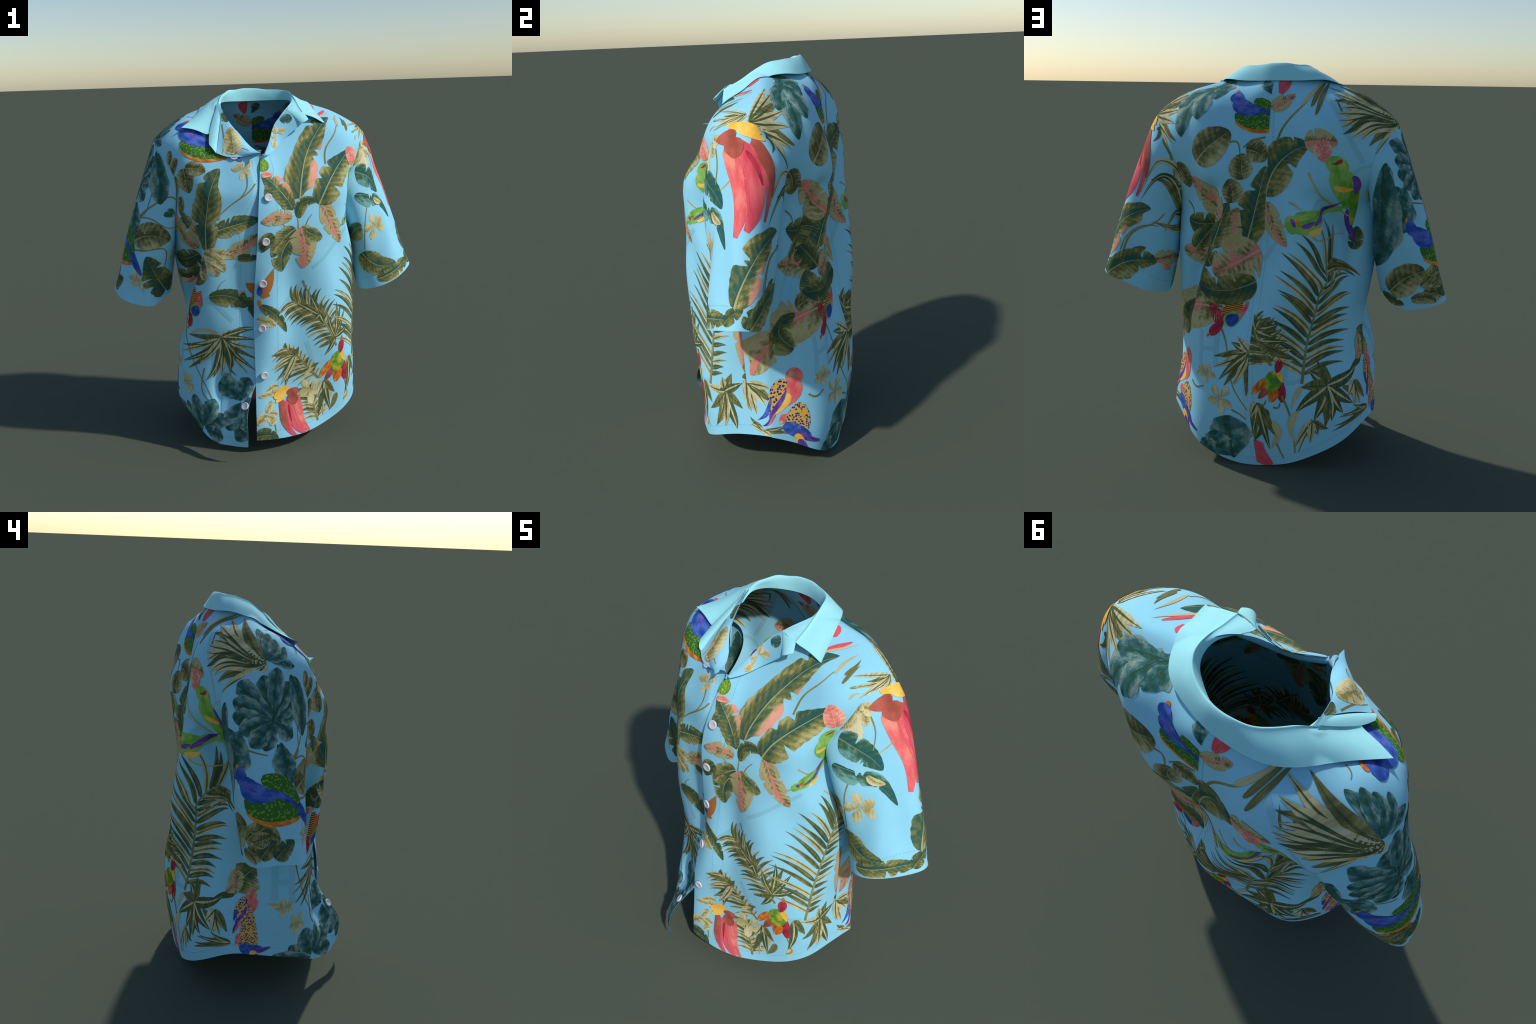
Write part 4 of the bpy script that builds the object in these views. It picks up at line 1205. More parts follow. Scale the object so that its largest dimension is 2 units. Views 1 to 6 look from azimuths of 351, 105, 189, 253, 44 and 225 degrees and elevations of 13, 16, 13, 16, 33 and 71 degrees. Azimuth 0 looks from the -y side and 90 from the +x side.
def draw(kind, part, size, *pts):
    pts = np.array(pts, float).reshape(-1, 2)
    if kind in BIRDS:
        return bird(kind, part, size, pts)
    if kind == "star":
        return star(kind, part, size, pts)
    if kind == "monstera":                       # split leaf: one lobe after another round the hub
        for k, tip in enumerate(pts[1:]):
            leaf("dark", part, size, (pts[0], pts[0] * .45 + tip * .55 + np.array([0, .004 * (-1) ** k]), tip))
        return None
    if kind.startswith("fan"):
        return fan(kind, part, size, pts)
    if kind.startswith("frond"):
        return frond(kind, part, size, pts)
    if kind in ("stem", "twig", "mark"):
        return stem(kind, part, size, pts)
    return leaf(kind, part, size, pts)
PRINT = [
    # front left
    ("banana_rim", "FL", 0.0623, (0.844, 0.693), (0.831, 0.749), (0.788, 0.834), (0.706, 0.894), (0.575, 0.920)),
    ("banana", "FL", 0.0628, (0.781, 0.668), (0.725, 0.709), (0.681, 0.759), (0.638, 0.789), (0.600, 0.824)),
    ("pink", "FL", 0.0368, (0.581, 0.779), (0.600, 0.809), (0.613, 0.829)),
    ("banana_rim", "FL", 0.0502, (0.900, 0.663), (0.906, 0.714), (0.950, 0.759), (0.994, 0.794)),
    ("banana_pink", "FL", 0.0327, (0.913, 0.633), (0.938, 0.638), (0.969, 0.628), (0.994, 0.623)),
    ("banana_dark", "FL", 0.0254, (0.900, 0.628), (0.863, 0.668), (0.806, 0.683), (0.775, 0.678)),
    ("banana_pink", "FL", 0.0415, (0.763, 0.673), (0.781, 0.618), (0.738, 0.568), (0.694, 0.528)),
    ("banana", "FL", 0.0420, (0.906, 0.588), (0.938, 0.553), (0.963, 0.508)),
    ("banana_pink", "FL", 0.0590, (0.894, 0.593), (0.869, 0.533), (0.869, 0.477)),
    ("banana", "FL", 0.0402, (0.919, 0.548), (0.938, 0.497), (0.931, 0.472)),
    ("banana_dark", "FL", 0.0315, (0.963, 0.573), (0.981, 0.548), (0.988, 0.523)),
    ("stem", "FL", 0.0037, (0.900, 0.588), (0.900, 0.628), (0.888, 0.678)),
    ("stem", "FL", 0.0032, (0.881, 0.588), (0.869, 0.618), (0.844, 0.638)),
    ("stem", "FL", 0.0032, (0.925, 0.583), (0.938, 0.603), (0.944, 0.613)),
    ("stem", "FL", 0.0047, (0.869, 0.447), (0.856, 0.427), (0.838, 0.407)),
    ("parakeet", "FL", 1, (0.706, 0.588), (0.544, 0.663)),
    ("parrot", "FL", 1, (0.588, 0.769), (0.556, 0.603)),
    ("twig", "FL", 0.0038, (0.669, 0.663), (0.656, 0.643), (0.631, 0.623)),
    ("twig", "FL", 0.0034, (0.575, 0.563), (0.550, 0.548), (0.525, 0.528)),
    ("stem", "FL", 0.0047, (0.706, 0.794), (0.700, 0.839), (0.644, 0.869), (0.600, 0.889)),
    ("tan_blade", "FL", 0.0081, (0.600, 0.884), (0.569, 0.910), (0.538, 0.925)),
    ("olive_blade", "FL", 0.0081, (0.588, 0.869), (0.569, 0.889), (0.550, 0.905)),
    ("olive_blade", "FL", 0.0090, (0.581, 0.884), (0.562, 0.899), (0.544, 0.915)),
    ("red", "FL", 0.0101, (0.606, 0.930), (0.562, 0.940), (0.531, 0.945)),
    ("red", "FL", 0.0130, (0.600, 0.930), (0.562, 0.940), (0.531, 0.945)),
    ("red", "FL", 0.0164, (0.556, 0.960), (0.519, 0.970), (0.500, 0.975)),
    ("tan_blade", "FL", 0.0064, (0.613, 0.925), (0.562, 0.935), (0.519, 0.940)),
    ("fan_tan", "FL", 0.0091, (0.506, 0.894), (0.575, 0.864), (0.556, 0.859), (0.550, 0.879), (0.569, 0.884), (0.562, 0.849), (0.550, 0.889), (0.525, 0.869)),
    ("frond", "FL", (0.227, 0.087, 17, 0.55, 0.0119), (0.638, 0.221), (0.613, 0.296), (0.581, 0.387), (0.544, 0.457), (0.506, 0.497)),
    ("frond", "FL", (0.129, 0.123, 17, 0.90, 0.0105), (0.731, 0.266), (0.769, 0.317), (0.812, 0.357), (0.863, 0.382), (0.900, 0.397)),
    ("frond_tan", "FL", (0.124, 0.049, 11, 0.90, 0.0117), (0.800, 0.171), (0.856, 0.226), (0.894, 0.261), (0.931, 0.286)),
    ("fan_dark", "FL", 0.0122, (0.738, 0.291), (0.731, 0.382), (0.706, 0.372), (0.681, 0.352), (0.650, 0.312), (0.806, 0.271), (0.781, 0.246), (0.775, 0.357)),
    ("gouldian", "FL", -1, (0.700, 0.276), (0.756, 0.151)),
    ("paradise", "FL", -1, (0.919, 0.151), (0.856, 0.000)),
    ("star", "FL", 0.0802, (0.838, 0.131)),
    ("pale", "FL", 0.0156, (0.975, 0.151), (0.956, 0.171), (0.944, 0.171)),
    ("pale", "FL", 0.0181, (0.963, 0.151), (0.956, 0.146), (0.944, 0.136)),
    ("pale", "FL", 0.0151, (0.963, 0.146), (0.975, 0.146), (0.994, 0.141)),
    ("pale", "FL", 0.0169, (0.975, 0.085), (0.969, 0.101), (0.963, 0.121)),
    ("pale", "FL", 0.0217, (0.975, 0.075), (0.963, 0.060), (0.969, 0.045)),
    ("pale", "FL", 0.0217, (0.975, 0.080), (0.988, 0.070), (1.000, 0.050)),
    ("pale", "FL", 0.0181, (0.969, 0.080), (0.963, 0.080), (0.950, 0.075)),
    ("stem", "FL", 0.0042, (0.963, 0.141), (0.950, 0.116), (0.938, 0.101)),
    ("stem", "FL", 0.0048, (0.963, 0.065), (0.956, 0.035), (0.956, 0.010)),
    ("fan", "FL", 0.0164, (0.575, 0.211), (0.544, 0.256), (0.581, 0.246), (0.606, 0.206), (0.650, 0.141), (0.588, 0.055), (0.544, 0.035), (0.519, 0.166), (0.656, 0.216), (0.513, 0.236), (0.631, 0.055)),
    ("fan", "FL", 0.0156, (0.781, 0.156), (0.812, 0.030), (0.788, 0.030), (0.756, 0.035), (0.738, 0.101), (0.812, 0.095)),
    ("dark_blade", "FL", 0.0174, (0.775, 0.141), (0.794, 0.080), (0.812, 0.030)),
    ("tan_blade", "FL", 0.0187, (0.756, 0.141), (0.763, 0.080), (0.788, 0.030)),
    ("olive_blade", "FL", 0.0176, (0.731, 0.095), (0.744, 0.055), (0.763, 0.035)),
    ("pale", "FL", 0.0139, (0.688, 0.090), (0.688, 0.050), (0.700, 0.050)),
    ("stem", "FL", 0.0044, (0.713, 0.196), (0.700, 0.156), (0.688, 0.106)),
    ("leaf_green", "FL", 0.0268, (0.988, 0.809), (0.988, 0.864), (0.994, 0.915)),
    ("pink", "FL", 0.0127, (0.994, 0.784), (0.975, 0.794), (0.950, 0.784)),
    ("banana", "FL", 0.0365, (0.938, 0.759), (0.956, 0.729), (0.981, 0.714)),
    ("banana_dark", "FL", 0.0244, (0.988, 0.392), (0.944, 0.362), (0.919, 0.322)),
    ("pale", "FL", 0.0220, (0.994, 0.357), (0.969, 0.352), (0.950, 0.342)),
    ("barred", "FL", 0.0322, (0.988, 0.417), (0.969, 0.447), (0.956, 0.482)),
    ("barred", "FL", 0.0268, (0.988, 0.427), (0.975, 0.422), (0.963, 0.417)),
    ("blue", "FL", 0.0161, (0.988, 0.417), (0.988, 0.432), (0.988, 0.447)),
    ("leaf_green", "FL", 0.0107, (0.981, 0.417), (0.981, 0.432), (0.981, 0.447)),
    ("orange", "FL", 0.0134, (0.988, 0.407), (0.988, 0.397), (0.981, 0.387)),
    ("banana_dark", "FL", 0.0360, (1.000, 0.010), (0.981, 0.015), (0.950, 0.000)),
    ("fan", "FL", 0.0132, (0.500, 0.246), (0.500, 0.261), (0.500, 0.226), (0.500, 0.196), (0.500, 0.211), (0.500, 0.166)),
    ("banana_pink", "FL", 0.0313, (0.500, 0.402), (0.500, 0.347), (0.500, 0.261)),
    ("mark", "FL", 0.0097, (0.838, 0.477), (0.763, 0.513), (0.663, 0.568)),
    ("mark", "FL", 0.0130, (0.944, 0.372), (0.894, 0.417), (0.863, 0.447)),
    ("mark", "FL", 0.0100, (0.806, 0.171), (0.725, 0.211), (0.650, 0.226)),
    ("mark", "FL", 0.0120, (0.856, 0.291), (0.844, 0.266), (0.831, 0.231)),
    # front right
    ("mark", "FR", 0.0176, (-0.631, 0.327), (-0.625, 0.286), (-0.625, 0.246)),
    ("mark", "FR", 0.0176, (-0.675, 0.327), (-0.669, 0.286), (-0.675, 0.236)),
    ("mark", "FR", 0.0137, (-0.625, 0.286), (-0.644, 0.286), (-0.669, 0.286)),
    ("mark", "FR", 0.0108, (-0.819, 0.402), (-0.856, 0.377), (-0.900, 0.352)),
    ("oval", "FR", 0.0450, (-0.631, 0.789), (-0.631, 0.759), (-0.644, 0.719)),
    ("oval", "FR", 0.0317, (-0.637, 0.789), (-0.675, 0.789), (-0.712, 0.779)),
    ("oval", "FR", 0.0258, (-0.613, 0.704), (-0.644, 0.673), (-0.675, 0.643)),
    ("banana", "FR", 0.0661, (-0.812, 0.528), (-0.800, 0.628), (-0.719, 0.734), (-0.775, 0.789)),
    ("banana_pink", "FR", 0.0449, (-0.712, 0.518), (-0.700, 0.563), (-0.631, 0.653)),
    ("banana_pink", "FR", 0.0350, (-0.800, 0.538), (-0.762, 0.583), (-0.712, 0.643)),
    ("banana_dark", "FR", 0.0523, (-0.706, 0.503), (-0.662, 0.492), (-0.606, 0.497)),
    ("banana_dark", "FR", 0.0333, (-0.775, 0.472), (-0.650, 0.452), (-0.600, 0.457)),
    ("pink", "FR", 0.0162, (-0.756, 0.447), (-0.631, 0.432), (-0.587, 0.447)),
    ("pale", "FR", 0.0239, (-0.800, 0.523), (-0.856, 0.523), (-0.906, 0.508)),
    ("pale", "FR", 0.0276, (-0.800, 0.523), (-0.844, 0.508), (-0.875, 0.477)),
    ("pale", "FR", 0.0318, (-0.800, 0.518), (-0.831, 0.492), (-0.850, 0.467)),
    ("pale", "FR", 0.0266, (-0.794, 0.513), (-0.794, 0.482), (-0.806, 0.457)),
    ("banana", "FR", 0.0409, (-0.850, 0.588), (-0.912, 0.613), (-0.969, 0.633)),
    ("banana_pink", "FR", 0.0349, (-0.887, 0.518), (-0.938, 0.538), (-0.969, 0.578)),
    ("banana_dark", "FR", 0.0191, (-0.919, 0.508), (-0.950, 0.508), (-0.969, 0.508)),
    ("banana_dark", "FR", 0.0404, (-0.812, 0.417), (-0.887, 0.412), (-0.950, 0.397), (-0.963, 0.357)),
    ("pink", "FR", 0.0140, (-0.838, 0.427), (-0.887, 0.412), (-0.944, 0.427)),
    ("stem", "FR", 0.0027, (-0.838, 0.427), (-0.856, 0.447), (-0.875, 0.457)),
    ("finch", "FR", 1, (-0.700, 0.332), (-0.812, 0.417)),
    ("barred", "FR", 0.0381, (-0.756, 0.387), (-0.769, 0.407), (-0.787, 0.432)),
    ("barred", "FR", 0.0296, (-0.969, 0.427), (-0.956, 0.437), (-0.944, 0.447)),
    ("barred", "FR", 0.0242, (-0.969, 0.422), (-0.963, 0.412), (-0.956, 0.407)),
    ("blue", "FR", 0.0162, (-0.969, 0.412), (-0.969, 0.432), (-0.969, 0.447)),
    ("star", "FR", 0.0619, (-0.875, 0.794)),
    ("stem", "FR", 0.0042, (-0.881, 0.779), (-0.875, 0.739), (-0.863, 0.704)),
    ("stem", "FR", 0.0042, (-0.919, 0.744), (-0.869, 0.704), (-0.844, 0.668), (-0.850, 0.618)),
    ("bluebird", "FR", 1, (-0.581, 0.899), (-0.875, 0.824)),
    ("fan", "FR", 0.0142, (-0.850, 0.312), (-0.675, 0.276), (-0.669, 0.256), (-0.681, 0.231), (-0.712, 0.216), (-0.756, 0.236), (-0.800, 0.196), (-0.831, 0.211), (-0.894, 0.211), (-0.944, 0.211), (-0.956, 0.211), (-0.975, 0.221), (-0.988, 0.231), (-0.981, 0.261), (-0.975, 0.286), (-0.969, 0.307), (-0.700, 0.307), (-0.900, 0.332), (-0.963, 0.332)),
    ("star", "FR", 0.0653, (-0.706, 0.161)),
    ("star", "FR", 0.0597, (-0.650, 0.226)),
    ("stem", "FR", 0.0045, (-0.681, 0.337), (-0.694, 0.291), (-0.738, 0.236), (-0.787, 0.191), (-0.856, 0.136)),
    ("stem", "FR", 0.0039, (-0.781, 0.231), (-0.794, 0.151), (-0.844, 0.126)),
    ("dark", "FR", 0.0517, (-0.981, 0.146), (-0.950, 0.181), (-0.881, 0.196)),
    ("dark", "FR", 0.0435, (-0.981, 0.146), (-0.981, 0.181), (-0.981, 0.211)),
    ("dark", "FR", 0.0571, (-0.981, 0.141), (-0.969, 0.106), (-0.950, 0.055)),
    ("dark", "FR", 0.0515, (-0.988, 0.141), (-0.994, 0.085), (-0.975, 0.020)),
    ("dark", "FR", 0.0325, (-0.988, 0.141), (-1.000, 0.141), (-1.000, 0.151)),
    ("dark", "FR", 0.0375, (-0.994, 0.095), (-1.000, 0.075), (-1.000, 0.050)),
    ("dark", "FR", 0.0477, (-0.800, 0.015), (-0.769, 0.065), (-0.744, 0.126)),
    ("dark", "FR", 0.0437, (-0.806, 0.025), (-0.850, 0.090), (-0.869, 0.141)),
    ("dark", "FR", 0.0370, (-0.800, 0.010), (-0.738, 0.000), (-0.688, 0.060)),
    ("dark", "FR", 0.0447, (-0.819, 0.020), (-0.887, 0.065), (-0.944, 0.106)),
    ("dark", "FR", 0.0346, (-0.831, 0.020), (-0.887, 0.025), (-0.938, 0.020)),
    ("dark", "FR", 0.0281, (-0.794, 0.005), (-0.712, 0.000), (-0.631, 0.000)),
    ("rosella", "FR", 1, (-0.569, 0.271), (-0.494, 0.160)),
    ("rosella_round", "FR", 1, (-0.519, 0.141), (-0.631, 0.015)),
    ("banana", "FR", 0.0685, (-0.500, 0.271), (-0.537, 0.302), (-0.575, 0.322)),
    ("banana_pink", "FR", 0.0373, (-0.500, 0.317), (-0.500, 0.291), (-0.500, 0.261)),
    ("dark", "FR", 0.0223, (-0.500, 0.889), (-0.512, 0.915), (-0.512, 0.945)),
    ("dark", "FR", 0.0243, (-0.500, 0.889), (-0.519, 0.910), (-0.537, 0.930)),
    ("dark", "FR", 0.0223, (-0.500, 0.889), (-0.531, 0.899), (-0.544, 0.915)),
    ("dark", "FR", 0.0202, (-0.500, 0.889), (-0.537, 0.884), (-0.556, 0.894)),
    ("dark", "FR", 0.0203, (-0.506, 0.889), (-0.531, 0.874), (-0.556, 0.854)),
    ("stem", "FR", 0.0032, (-0.556, 0.945), (-0.550, 0.940), (-0.537, 0.940)),
    ("oval", "FR", 0.0171, (-0.587, 0.834), (-0.587, 0.814), (-0.581, 0.799)),
    ("oval", "FR", 0.0209, (-0.613, 0.814), (-0.594, 0.794), (-0.581, 0.769)),
    ("tan", "FR", 0.0137, (-0.606, 0.241), (-0.625, 0.236), (-0.637, 0.236)),
    # back right
    ("red", "BR", 0.0291, (-0.094, 0.985), (-0.075, 0.965), (-0.050, 0.940)),
    ("banana_pink", "BR", 0.0289, (-0.006, 0.894), (-0.056, 0.915), (-0.131, 0.940)),
    ("stem", "BR", 0.0058, (-0.019, 0.794), (-0.050, 0.849), (-0.131, 0.899), (-0.225, 0.940)),
    ("tan_blade", "BR", 0.0115, (-0.137, 0.905), (-0.206, 0.935), (-0.400, 0.985)),
    ("olive_blade", "BR", 0.0114, (-0.175, 0.899), (-0.237, 0.935), (-0.425, 0.985)),
    ("olive_blade", "BR", 0.0114, (-0.181, 0.879), (-0.244, 0.925), (-0.450, 0.985)),
    ("fan_tan", "BR", 0.0216, (-0.500, 0.884), (-0.256, 0.869), (-0.262, 0.854), (-0.269, 0.839), (-0.294, 0.829), (-0.344, 0.824), (-0.375, 0.809), (-0.400, 0.789), (-0.281, 0.894), (-0.275, 0.910), (-0.294, 0.930), (-0.350, 0.960), (-0.444, 0.970), (-0.262, 0.884)),
    ("olive_blade", "BR", 0.0051, (-0.287, 0.884), (-0.287, 0.899), (-0.294, 0.920)),
    ("olive_blade", "BR", 0.0050, (-0.331, 0.884), (-0.337, 0.905), (-0.337, 0.925)),
    ("olive_blade", "BR", 0.0050, (-0.362, 0.894), (-0.369, 0.910), (-0.381, 0.925)),
    ("banana", "BR", 0.0745, (0.000, 0.673), (-0.019, 0.739), (-0.069, 0.794), (-0.144, 0.814)),
    ("banana_pink", "BR", 0.0443, (-0.131, 0.819), (-0.188, 0.824), (-0.250, 0.819)),
    ("pink", "BR", 0.0347, (-0.181, 0.824), (-0.194, 0.804), (-0.200, 0.774)),
    ("parrot", "BR", 1, (-0.237, 0.784), (-0.438, 0.508)),
    ("parakeet", "BR", 1, (-0.087, 0.583), (-0.356, 0.608)),
    ("twig", "BR", 0.0051, (-0.144, 0.744), (-0.194, 0.683), (-0.287, 0.633), (-0.425, 0.593)),
    ("twig", "BR", 0.0051, (-0.087, 0.658), (-0.112, 0.648), (-0.137, 0.633)),
    ("twig", "BR", 0.0051, (-0.194, 0.563), (-0.219, 0.543), (-0.406, 0.543)),
    ("banana_pink", "BR", 0.0402, (0.000, 0.658), (-0.037, 0.578), (-0.106, 0.528)),
    ("frond", "BR", (0.276, 0.249, 19, 0.60, 0.0142), (-0.194, 0.221), (-0.225, 0.302), (-0.256, 0.382), (-0.275, 0.462), (-0.344, 0.492)),
    ("frond", "BR", (0.133, 0.120, 13, 0.90, 0.0126), (-0.087, 0.271), (-0.062, 0.296), (-0.031, 0.322), (0.000, 0.352)),
    ("fan_dark", "BR", 0.0133, (-0.037, 0.322), (-0.062, 0.372), (-0.094, 0.377), (-0.131, 0.352), (-0.156, 0.322), (-0.188, 0.276), (-0.131, 0.347), (0.000, 0.377)),
    ("gouldian", "BR", -1, (-0.125, 0.281), (-0.056, 0.176)),
    ("stem", "BR", 0.0047, (-0.037, 0.156), (-0.056, 0.161), (-0.062, 0.176)),
    ("stem", "BR", 0.0054, (-0.087, 0.151), (-0.106, 0.151), (-0.112, 0.166)),
    ("fan_dark", "BR", 0.0230, (-0.281, 0.216), (-0.225, 0.251), (-0.262, 0.271), (-0.438, 0.256), (-0.162, 0.131), (-0.188, 0.211), (-0.225, 0.106), (-0.287, 0.101), (-0.262, 0.080), (-0.381, 0.156), (-0.331, 0.126), (-0.287, 0.266)),
    ("fan", "BR", 0.0188, (-0.031, 0.166), (-0.006, 0.060), (-0.044, 0.075), (-0.056, 0.040), (-0.094, 0.065), (0.000, 0.116), (0.000, 0.080)),
    ("dark_blade", "BR", 0.0202, (-0.062, 0.146), (-0.050, 0.106), (0.000, 0.060)),
    ("tan_blade", "BR", 0.0203, (-0.081, 0.111), (-0.094, 0.080), (-0.056, 0.040)),
    ("tan_blade", "BR", 0.0189, (-0.175, 0.136), (-0.144, 0.101), (-0.156, 0.050)),
    ("stem", "BR", 0.0054, (-0.119, 0.191), (-0.144, 0.121), (-0.150, 0.025)),
    ("stem", "BR", 0.0054, (-0.219, 0.111), (-0.194, 0.070), (-0.162, 0.025)),
    ("stem", "BR", 0.0055, (-0.081, 0.065), (-0.094, 0.035), (-0.106, 0.015)),
    ("red", "BR", 0.0482, (0.000, 0.065), (-0.006, 0.035), (-0.056, 0.000)),
    ("fan_dark", "BR", 0.0112, (-0.494, 0.111), (-0.312, 0.111), (-0.287, 0.060), (-0.325, 0.121), (-0.381, 0.151), (-0.294, 0.080)),
    ("fan_tan", "BR", 0.0164, (-0.400, 0.221), (-0.387, 0.146), (-0.431, 0.146), (-0.469, 0.161), (-0.356, 0.181)),
    ("banana_pink", "BR", 0.0278, (-0.500, 0.317), (-0.500, 0.286), (-0.450, 0.266)),
    ("banana_dark", "BR", 0.0304, (-0.450, 0.508), (-0.463, 0.538), (-0.456, 0.568)),
    ("dark_blade", "BR", 0.0174, (-0.500, 0.261), (-0.431, 0.256), (-0.369, 0.236)),
    ("mark", "BR", 0.0119, (-0.006, 0.492), (-0.087, 0.558), (-0.219, 0.658)),
    ("mark", "BR", 0.0115, (-0.256, 0.925), (-0.281, 0.854), (-0.356, 0.769)),
    ("mark", "BR", 0.0103, (-0.312, 0.704), (-0.331, 0.744), (-0.412, 0.764)),
    ("mark", "BR", 0.0119, (-0.144, 0.317), (-0.144, 0.276), (-0.137, 0.226)),
    ("mark", "BR", 0.0107, (-0.137, 0.226), (-0.169, 0.226), (-0.200, 0.231)),
    # back left
    ("mark", "BL", 0.0124, (0.200, 0.322), (0.188, 0.281), (0.181, 0.236)),
    ("mark", "BL", 0.0123, (0.125, 0.327), (0.119, 0.291), (0.113, 0.246)),
    ("mark", "BL", 0.0104, (0.188, 0.281), (0.150, 0.286), (0.113, 0.286)),
    ("bluebird", "BL", 1, (0.194, 0.915), (-0.135, 0.846)),
    ("oval", "BL", 0.0688, (0.288, 0.759), (0.225, 0.804), (0.163, 0.839)),
    ("oval", "BL", 0.0450, (0.088, 0.799), (0.044, 0.794), (0.006, 0.774)),
    ("oval", "BL", 0.0438, (0.088, 0.719), (0.106, 0.754), (0.094, 0.789)),
    ("stem", "BL", 0.0045, (0.163, 0.814), (0.125, 0.814), (0.113, 0.789)),
    ("stem", "BL", 0.0045, (0.012, 0.829), (0.069, 0.819), (0.100, 0.804)),
    ("oval", "BL", 0.0403, (0.094, 0.648), (0.119, 0.688), (0.150, 0.719)),
    ("banana_pink", "BL", 0.0624, (0.119, 0.598), (0.206, 0.653), (0.319, 0.714)),
    ("banana_dark", "BL", 0.0566, (0.156, 0.553), (0.238, 0.563), (0.300, 0.573)),
    ("banana", "BL", 0.0698, (0.062, 0.518), (0.031, 0.628), (0.006, 0.759)),
    ("banana_pink", "BL", 0.0465, (0.106, 0.518), (0.100, 0.568), (0.075, 0.633)),
    ("banana", "BL", 0.0469, (0.169, 0.513), (0.131, 0.568), (0.106, 0.648)),
    ("banana_pink", "BL", 0.1096, (0.012, 0.513), (0.075, 0.487), (0.163, 0.457)),
    ("banana_dark", "BL", 0.0600, (0.012, 0.447), (0.106, 0.422), (0.244, 0.427)),
    ("banana_pink", "BL", 0.0911, (0.113, 0.377), (0.275, 0.367), (0.388, 0.322), (0.488, 0.256)),
    ("banana_pink", "BL", 0.0553, (0.200, 0.467), (0.244, 0.482), (0.344, 0.492)),
    ("banana_dark", "BL", 0.0556, (0.169, 0.472), (0.206, 0.503), (0.250, 0.528)),
    ("banana", "BL", 0.0459, (0.200, 0.402), (0.206, 0.437), (0.225, 0.467)),
    ("oval", "BL", 0.0426, (0.406, 0.749), (0.369, 0.719), (0.331, 0.678)),
    ("stem", "BL", 0.0038, (0.312, 0.633), (0.275, 0.608), (0.269, 0.583)),
    ("finch", "BL", 1, (0.156, 0.322), (0.000, 0.382)),
    ("stem", "BL", 0.0055, (0.175, 0.362), (0.113, 0.332), (0.075, 0.281), (0.050, 0.216), (0.006, 0.136)),
    ("fan", "BL", 0.0160, (0.000, 0.296), (0.125, 0.271), (0.119, 0.246), (0.094, 0.216), (0.075, 0.201), (0.050, 0.206), (0.069, 0.307), (0.006, 0.181), (0.050, 0.322)),
    ("star", "BL", 0.0658, (0.150, 0.226)),
    ("star", "BL", 0.0791, (0.088, 0.156)),
    ("stem", "BL", 0.0050, (0.225, 0.191), (0.188, 0.176), (0.150, 0.186)),
    ("stem", "BL", 0.0055, (0.050, 0.131), (0.025, 0.121), (0.012, 0.111)),
    ("rosella", "BL", 1, (0.269, 0.261), (0.468, 0.086)),
    ("rosella_round", "BL", 1, (0.338, 0.136), (0.188, 0.005)),
    ("dark", "BL", 0.0910, (0.062, 0.010), (0.062, 0.065), (0.056, 0.116)),
    ("dark", "BL", 0.0630, (0.069, 0.015), (0.100, 0.035), (0.106, 0.070)),
    ("dark", "BL", 0.0423, (0.113, 0.000), (0.137, 0.010), (0.156, 0.030)),
    ("fan_tan", "BL", 0.0158, (0.500, 0.236), (0.481, 0.151), (0.444, 0.181), (0.394, 0.191), (0.406, 0.226), (0.494, 0.161)),
    ("fan", "BL", 0.0106, (0.469, 0.040), (0.500, 0.141), (0.500, 0.090), (0.312, 0.090), (0.306, 0.040), (0.425, 0.005)),
    ("dark", "BL", 0.0527, (0.438, 0.980), (0.356, 0.960), (0.263, 0.905)),
    ("dark", "BL", 0.0417, (0.375, 0.970), (0.369, 0.899), (0.363, 0.819)),
    ("dark", "BL", 0.0384, (0.375, 0.950), (0.312, 0.894), (0.288, 0.859)),
    ("dark", "BL", 0.0331, (0.381, 0.960), (0.413, 0.920), (0.419, 0.889)),
    ("fan_tan", "BL", 0.0193, (0.494, 0.879), (0.475, 0.945), (0.444, 0.935), (0.419, 0.915), (0.400, 0.884), (0.400, 0.849), (0.406, 0.819), (0.406, 0.804), (0.438, 0.829)),
    ("dark", "BL", 0.0244, (0.000, 0.935), (0.025, 0.955), (0.069, 0.975)),
    # sleeve left
    ("paradise", "SL", 1, (0.073, 0.028), (0.010, 0.587)),
    ("teal", "SL", 0.0485, (0.281, 0.193), (0.229, 0.312), (0.135, 0.468)),
    ("teal", "SL", 0.0291, (0.333, 0.312), (0.260, 0.459), (0.177, 0.505), (0.094, 0.642)),
    ("pale", "SL", 0.0139, (0.219, 0.468), (0.198, 0.505), (0.135, 0.532)),
    ("star", "SL", 0.0889, (0.281, 0.596)),
    ("pale", "SL", 0.0202, (0.219, 0.000), (0.250, 0.018), (0.292, 0.018)),
    ("pale", "SL", 0.0224, (0.198, 0.055), (0.177, 0.147), (0.177, 0.211)),
    ("pale", "SL", 0.0235, (0.188, 0.073), (0.167, 0.083), (0.135, 0.110)),
    ("pale", "SL", 0.0168, (0.198, 0.064), (0.198, 0.009), (0.188, 0.000)),
    ("stem", "SL", 0.0039, (0.156, 0.156), (0.146, 0.266), (0.167, 0.358)),
    ("twig", "SL", 0.0046, (0.000, 0.239), (0.062, 0.330), (0.146, 0.385)),
    ("stem", "SL", 0.0035, (0.292, 0.459), (0.323, 0.505), (0.375, 0.661)),
    ("banana_rim", "SL", 0.0590, (0.000, 0.899), (-0.052, 0.771), (-0.094, 0.670), (-0.281, 0.523)),
    ("banana", "SL", 0.0339, (0.760, 0.972), (0.781, 0.890), (0.698, 0.734)),
    ("stem", "SL", 0.0032, (0.833, 0.826), (0.812, 0.734), (0.656, 0.560)),
    ("banana", "SL", 0.0523, (0.396, 0.661), (0.323, 0.835), (0.208, 0.899)),
